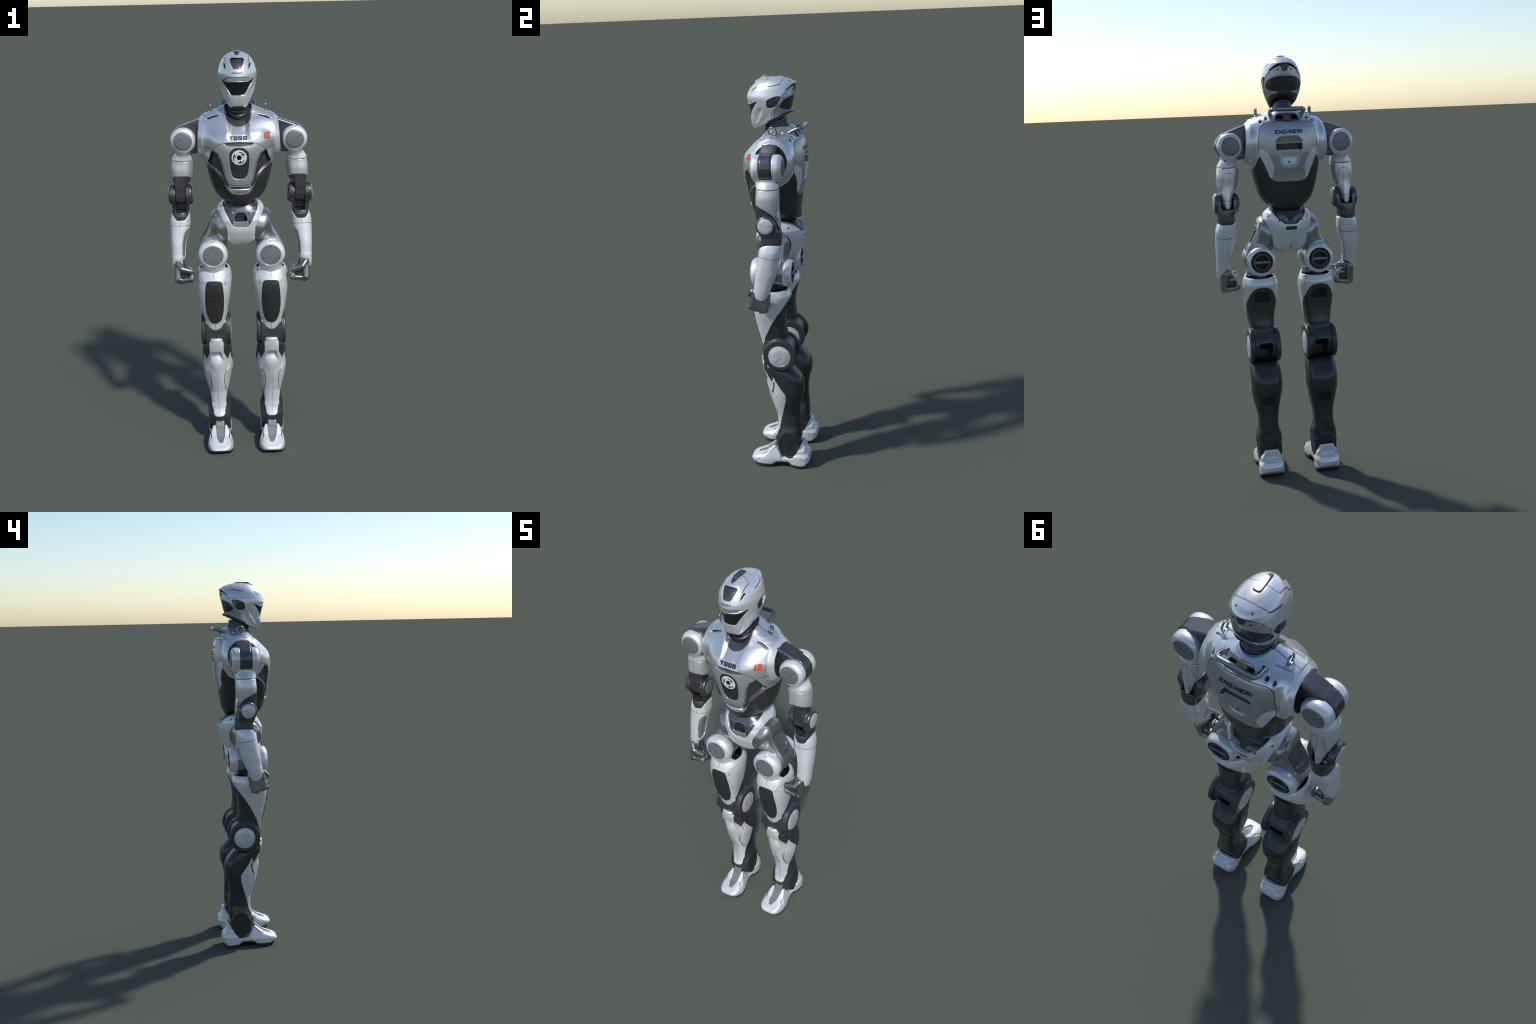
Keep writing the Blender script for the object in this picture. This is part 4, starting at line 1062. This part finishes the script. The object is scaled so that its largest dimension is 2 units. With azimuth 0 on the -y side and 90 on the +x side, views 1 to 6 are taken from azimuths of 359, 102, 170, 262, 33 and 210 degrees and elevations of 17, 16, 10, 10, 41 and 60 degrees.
SF = [greave_field, lambda P: np.maximum(sd_poly(Y(P), Z(P), ANKLE_PLATE), .035 - mx(P)), on_back(CALF_WINDOW, y0=.02),
      lambda P: np.maximum(sd_line(Y(P), Z(P), WING_SLOT) - .0028, .03 - mx(P)),
      lambda P: np.minimum(np.maximum(sd_line(Y(P), Z(P), WING_SEAM) - SEAM_W, np.maximum(.02 - mx(P), Y(P) - np.interp(Z(P), GREAVE[:, 0], GREAVE[:, 1]))), np.maximum(np.maximum(mx(P) - SEAM_W*.8, np.abs(Z(P) - .295) - .128), Y(P) - .02)),
      lambda P: np.maximum(sd_line(Y(P), Z(P), CALF_SEAM) - SEAM_W, .02 - mx(P)),
      lambda P: np.maximum(np.maximum(mx(P) - SEAM_W*.8, Z(P) - .53), .04 - Y(P))]
def shin_label(P):
    v = [f(P) for f in SF]
    lab = np.ones(len(P), int)
    lab[(v[5] < 0) | (v[6] < 0)] = 5
    lab[v[0] < .0001] = 0
    lab[(v[0] < 0) & (v[4] < 0)] = 5
    lab[v[1] < 0] = 2
    lab[v[2] < 0] = 3
    lab[v[3] < 0] = 3
    return lab
res = split_form(shin_sdf, (.05, -.085, .05), (.22, .14, .612), .0031, SF, shin_label, .0016)
shins, _ = spread(res, {1: ('shin', 'dark'), 0: ('greave', 'white'), 2: ('ankle_plate', 'matte'), 3: ('shin_slot', 'black'), 5: ('shin_seam', 'black')}, [ROOT, ROOT], 1)
surface_disc('ankle_screw', shin_sdf, (.195, .030, .100), .006, 'gunmetal', shins)
surface_disc('ankle_screw', shin_sdf, (.080, .030, .100), .006, 'gunmetal', shins)

# ----------------------------------------------------------------- FOOT
FOOT_TOP = np.array([(-.158, .030), (-.152, .041), (-.134, .052), (-.108, .062), (-.078, .074), (-.030, .112)])
FOOT_SIDE = [tuple(p) for p in FOOT_TOP] + [(-.012, .101), (.012, .051), (.062, .050), (.088, .090), (.111, .133), (.125, .135), (.137, .120), (.132, .084), (.148, .076), (.158, .054), (.155, .036), (.126, .011), (.062, .011), (.044, .027), (-.018, .027), (-.040, .012), (-.118, .014), (-.142, .021)]
FOOT_PLAN = [(.105, -.158), (.165, -.158), (.186, -.135), (.1985, -.095), (.1975, -.055), (.190, -.020), (.186, .020), (.190, .060), (.2005, .100), (.198, .135), (.182, .159), (.096, .159), (.081, .135), (.0765, .100), (.084, .060), (.087, .020), (.080, -.020), (.070, -.055), (.066, -.095), (.080, -.135)]
TONGUE = [(.122, -.119), (.139, -.119), (.152, -.088), (.159, -.035), (.161, .03), (.107, .03), (.109, -.035), (.113, -.088)]
def foot_taper(P):
    z = Z(P); front = sstep(.03, -.02, Y(P))
    return front*(1 - .42*sstep(.030, .135, z)) + (1 - front)*(1 - .14*sstep(.058, .082, z) - .30*sstep(.086, .135, z))
def foot_sdf(P):
    s = foot_taper(P); q = (X(P) - .1345)/s + .1345
    plan = sd_poly(q, Y(P), rounded(FOOT_PLAN, 1))*s
    side = sd_poly(Y(P), Z(P), FOOT_SIDE)
    f = smax(plan, side, .008)
    # the instep falls away to both sides of its ridges
    dx = np.maximum(np.abs(X(P) - .1345) - .022, 0)
    dome = (Z(P) - np.interp(Y(P), FOOT_TOP[:, 0], FOOT_TOP[:, 1]) - .004 + 13*dx*dx)*.7
    f = smax(f, np.where(Y(P) < .0, dome, -1.), .006)
    # instep channel
    ton = np.maximum(sd_poly(X(P), Y(P), TONGUE), .03 - Z(P))
    f = f + .0045*sstep(0, .003, -ton)
    # heel notch
    f = smax(f, -box(P, (.1385, .145, .112), (.034, .016, .018), .004), .003)
    return f
FT = [lambda P: np.maximum(sd_poly(X(P), Y(P), TONGUE), np.maximum(.03 - Z(P), Y(P) - .01)),
      lambda P: np.minimum(np.maximum(sd_line(Y(P), Z(P), [(-.140, .013), (-.088, .064), (-.034, .098), (-.020, .105), (.005, .045), (-.002, .028)]) - SEAM_W, .034 - np.abs(X(P) - .1345)), 9)]
res = split_form(foot_sdf, (.06, -.165, 0), (.206, .165, .145), .0024, FT, lambda P: np.where(FT[0](P) < 0, 1, np.where(FT[1](P) < 0, 2, 0)), .0016)
feet, _ = spread(res, {0: ('foot', 'white'), 1: ('foot_tongue', 'disc'), 2: ('foot_seam', 'seam')}, [ROOT, ROOT], 0)
SOLE_SIDE = [(-.146, .026), (-.128, .006), (-.108, .0), (-.045, .0), (-.030, .010), (-.016, .019), (.040, .019), (.056, .006), (.066, .0), (.118, .0), (.132, .012), (.13, .035), (-.13, .035)]
form_part('sole', lambda P: smax(sd_poly(X(P), Y(P), [((x - .1345)*.965 + .1345, y*.975) for x, y in FOOT_PLAN]), sd_poly(Y(P), Z(P), SOLE_SIDE), .003), (.06, -.16, 0), (.21, .16, .04), .0026, 'rubber', feet)
form_part('ankle_joint', lambda P: np.minimum(drum(P, (.137, .042, .082), 'x', .030, .046, .006), box(P, (.137, .045, .10), (.040, .050, .022), .008)), (.08, -.04, .04), (.20, .11, .15), .003, 'gunmetal', feet)

form_part('instep_cover', lambda P: prism(P, 'yz', rounded([(-.040, .098), (-.022, .132), (-.002, .146), (.02, .146), (.02, .085), (-.02, .085)], 1), .1125, .1575, .005), (.11, -.05, .08), (.16, .03, .15), .0024, 'disc', feet)

# ----------------------------------------------------------------- ARM
arm_form = Form(UPPER_ARM)
SH = (.261, 1.597)
ARM_LIP = np.array([(-.10, 1.430), (-.048, 1.428), (-.040, 1.4255), (.003, 1.404), (.031, 1.382), (.046, 1.358), (.055, 1.335), (.061, 1.318), (.064, 1.300), (.10, 1.29)])
def yoke_arm(P):
    d = drum(P, (SH[0], .008, SH[1]), 'y', .0606, .0735, .024)
    t = sstep(1.4985, 1.545, Z(P))
    r = np.sqrt(((X(P) - .2705 + .006*t)/(.0512 - .016*t))**2 + ((Y(P) - .008)/(.0545 + .002*t))**2 + 1e-9)
    neck = smax((r - 1)*.045, np.maximum(1.4985 - Z(P), Z(P) - 1.58), .003)
    f = smin(d, neck, .024)
    slot = np.maximum(np.abs(Y(P) - .006) - .0305, np.minimum(1.5465 - Z(P), 9))
    return smax(f, -slot, .004)
def sleeve(P):
    f = smax(arm_form(P), np.maximum(Z(P) - 1.4965, (np.interp(Y(P), ARM_LIP[:, 0], ARM_LIP[:, 1]) - Z(P))*.8), .002)
    inside = np.maximum(arm_form(P) + .006, np.minimum(1.47 - Z(P), 9))
    return smax(f, -np.maximum(arm_form(P) + .006, Z(P) - 1.47), .001)
ARM_PANEL = [(.297, 1.474), (.254, 1.474), (.240, 1.400), (.261, 1.345), (.300, 1.345), (.311, 1.378)]
AF = [lambda P: np.maximum(np.abs(sd_poly(X(P), Z(P), rounded(ARM_PANEL, 1))) - SEAM_W*.8, .02 - Y(P)), lambda P: np.maximum(np.abs(X(P) - .272) - SEAM_W*.7, np.minimum(9, Z(P) - 1.50))]
res = split_form(yoke_arm, (.19, -.07, 1.49), (.33, .09, 1.665), .0024, [], None, .0016)
arms, _ = spread(res, {0: ('upper_arm', 'white')}, [ROOT, ROOT], 0)
res = split_form(sleeve, (.21, -.055, 1.30), (.335, .075, 1.5), .0024, AF, lambda P: ((AF[0](P) < 0) | (AF[1](P) < 0)).astype(int), .0016)
spread(res, {0: ('arm_sleeve', 'pearl'), 1: ('arm_seam', 'seam')}, arms)
for flip, yy in ((True, -.0655), (False, .0815)):
    lathe('shoulder_disc', [(.0435, -.004), (.0435, .0006), (.0425, .0016), (.0300, .0030), (.0003, .0038)], (SH[0], yy, SH[1]), 'y', 'disc', arms, 64, flip)
    yo = yy + (-.0042 if flip else .0042)
    form_part('disc_mark', lambda P: capsule(P, (SH[0] + .003, yo, SH[1] + .003), (SH[0] + .033, yo + (.0018 if flip else -.0018), SH[1] + .024), .0008), (.255, min(yo, yy) - .004, 1.59), (.30, max(yo, yy) + .004, 1.63), .0009, 'seam', arms)
def link(P):
    d = drum(P, (SH[0], .006, SH[1]), 'y', .0636, .0285, .007)
    beam = prism(P, 'xz', [(.172, 1.6925), (.190, 1.6895), (.226, 1.6775), (.272, 1.6605), (.285, 1.60), (.262, 1.545), (.218, 1.532), (.190, 1.536), (.172, 1.545)], -.032, .045, .009)
    return smin(d, beam, .006)
form_part('shoulder_link', link, (.165, -.06, 1.52), (.33, .075, 1.70), .0026, 'gunmetal', arms, .0016)
for (x, y, z) in ((.305, .070, 1.528),):
    surface_disc('arm_screw', yoke_arm, (x, y, z), .0042, 'black', arms)

# ----------------------------------------------------------------- ELBOW + FOREARM
EL = (.004, 1.333)
fore_form = Form(FOREARM)
ELBOW_FORK = Form(Loft([(1.195, .262, .318, -.036, .055, 2.6), (1.225, .252, .328, -.036, .066, 2.6), (1.250, .250, .331, -.030, .071, 2.6), (1.272, .249, .331, -.029, .071, 2.6), (1.295, .238, .335, -.040, .070, 2.6), (1.320, .233, .338, -.042, .062, 2.6), (1.340, .233, .338, -.040, .050, 2.6)]))
def fork(P):
    d = drum(P, (.2855, EL[0], EL[1]), 'x', .0475, .0575, .012)
    f = smin(d, ELBOW_FORK(P), .012)
    gap = np.maximum(np.abs(X(P) - .2850) - .0250, np.minimum(1.247 - Z(P), 9))
    gap = np.maximum(gap, Y(P) - .052)
    f = smax(f, -np.maximum(gap, -9), .003)
    tongue = np.maximum(np.abs(X(P) - .2845) - .0275, np.maximum(1.306 - Z(P), .03 - Y(P)))
    return smax(f, -tongue, .003)
res = split_form(fork, (.22, -.055, 1.19), (.35, .08, 1.385), .0024, [], None, .0016)
fores, _ = spread(res, {0: ('elbow', 'gunmetal')}, [ROOT, ROOT], 0)
def hinge(P):
    d = drum(P, (.2850, EL[0], EL[1]), 'x', .0455, .0238, .004)
    st = smax(arm_form(P) + .0034, np.maximum(1.360 - Z(P), Z(P) - 1.45), .008)
    band = prism(P, 'yz', [(-.0415, 1.33), (-.0455, 1.37), (-.0465, 1.43), (.03, 1.43), (.03, 1.33)], .2612, .3088, .003)
    return np.minimum(np.minimum(smin(d, band, .004), st), 9)
form_part('elbow_hinge', hinge, (.22, -.05, 1.28), (.33, .06, 1.46), .0028, 'insert', arms, .0016)  # lighter metal than the fork: reflection on the band tinted into its base
for flip, xx in ((False, .3436), (True, .2274)):
    lathe('elbow_disc', [(.0365, -.004), (.0365, .0005), (.0355, .0014), (.0200, .0024), (.0003, .0028)], (xx, EL[0], EL[1]), 'x', 'light_disc' if not flip else 'disc', fores, 56, flip)
form_part('disc_mark', lambda P: capsule(P, (.3462, .004, 1.331), (.3452, .034, 1.336), .0008), (.34, -.0, 1.325), (.35, .04, 1.342), .0009, 'seam', fores)
FORE_CUFF = np.array([(.25, 1.022), (.276, 1.020), (.290, 1.015), (.304, 1.008), (.314, .985), (.322, .972), (.330, .965), (.36, .962)])
def cuff(P):
    u = sstep(.016, .056, np.abs(X(P) - .290)); fr = sstep(.045, -.01, Y(P))
    return Z(P) - (1.210*fr + 1.234*(1 - fr) + (.046*fr + .020*(1 - fr))*u)
FORE_PANEL = rounded([(-.040, 1.160), (-.010, 1.165), (.005, 1.10), (-.012, 1.035), (-.058, 1.030), (-.050, 1.10)], 1)
def forearm(P):
    L = fore_form(P)
    f = smax(L, np.maximum(cuff(P)*.8, (np.interp(X(P), FORE_CUFF[:, 0], FORE_CUFF[:, 1]) - Z(P))*.7), .0025)
    ip = np.maximum(sd_poly(Y(P), Z(P), FORE_PANEL), X(P) - .285)
    f = smax(f, -np.maximum(ip, -(L + .004)), .002)
    return f
FF = [lambda P: np.abs(Z(P) - (1.1785 - .18*Y(P))) - SEAM_W, lambda P: np.maximum(np.maximum(np.abs(X(P) - .290) - SEAM_W*.7, 1.18 - Z(P)), Y(P)), lambda P: np.maximum(sd_poly(Y(P), Z(P), FORE_PANEL), X(P) - .285)]
res = split_form(forearm, (.23, -.075, .955), (.352, .08, 1.262), .0028, FF, lambda P: np.where(FF[2](P) < 0, 2, np.where((FF[0](P) < 0) | (FF[1](P) < 0), 1, 0)), .0016)
_, made = spread(res, {0: ('forearm', 'white'), 1: ('forearm_seam', 'seam'), 2: ('forearm_panel', 'rear_silver')}, [ROOT, ROOT], 0)
form_part('wrist', lambda P: capsule(P, (.303, -.026, 1.04), (.305, -.036, .985), .024, .021), (.27, -.07, .96), (.34, .01, 1.07), .003, 'gunmetal', made[0])

# ----------------------------------------------------------------- HAND (closed fist, palm facing the leg)
def palm(P):
    q = rot(P, (.312, -.044, .955), 'x', -12)
    b = box(q, (.3105, -.042, .957), (.0170, .046, .055), .0155)
    c = box(q, (.300, -.050, .990), (.020, .030, .024), .011)
    f = smin(b, c, .012)
    return smax(f, -ellipsoid(q, (.283, -.05, .945), (.018, .036, .026)), .004)
hands = form_part('hand', palm, (.26, -.11, .88), (.335, .02, 1.03), .0022, 'hand', [ROOT, ROOT], .0016)
KN = []
for i, (y, dz) in enumerate(((-.0845, .010), (-.0605, .001), (-.0375, -.009), (-.0155, -.003))):
    def finger(P, y=y, dz=dz):
        A = (.3045, y, .9130 + dz); B = (.2475, y, .9190 + dz); C = (.2440, y, .9350 + dz); D = (.2560, y, .9640 + dz); E = (.2800, y, .9600 + dz)
        seg = lambda a, b, hx: capsule(P, a, b, hx)
        f = np.minimum(seg(A, B, .0115), seg(C, D, .0105))
        f = np.minimum(f, seg(D, E, .0090))
        f = smin(f, drum(P, (.3040, y, .9130 + dz), 'y', .0130, .0110, .003), .003)
        f = smin(f, drum(P, (.2450, y, .9280 + dz), 'y', .0118, .0112, .003), .003)
        f = smin(f, drum(P, (.2560, y, .9650 + dz), 'y', .0105, .0105, .003), .003)
        return np.maximum(f, np.abs(P[:, 1] - y) - .0110)
    form_part('finger', finger, (.225, y - .014, .89), (.325, y + .014, .99), .0018, 'hand', hands, .0012)
form_part('palm_core', lambda P: smin(box(P, (.280, -.050, .948), (.024, .038, .026), .010), capsule(P, (.29, -.03, .93), (.29, -.03, .99), .014), .01), (.25, -.10, .91), (.31, .0, 1.01), .003, 'frame', hands)
def thumb(P):
    f = capsule(P, (.308, -.076, 1.004), (.292, -.093, .986), .0150, .0140)
    f = smin(f, capsule(P, (.290, -.094, .984), (.246, -.095, .972), .0135, .0115), .004)
    f = smin(f, drum(P, (.246, -.092, .971), 'z', .0115, .0135, .004), .003)
    return f
form_part('thumb', thumb, (.225, -.115, .95), (.33, -.06, 1.02), .0018, 'hand', hands, .0012)
for (x, z, r, m) in ((.2450, .9385, .0105, 'rear_silver'), (.3045, .9235, .0110, 'gunmetal')):
    form_part('knuckle_pin', lambda P: drum(P, (x, -.088, z), 'y', r, .0125, .003), (x - .015, -.105, z - .015), (x + .015, -.07, z + .015), .0015, m, hands)
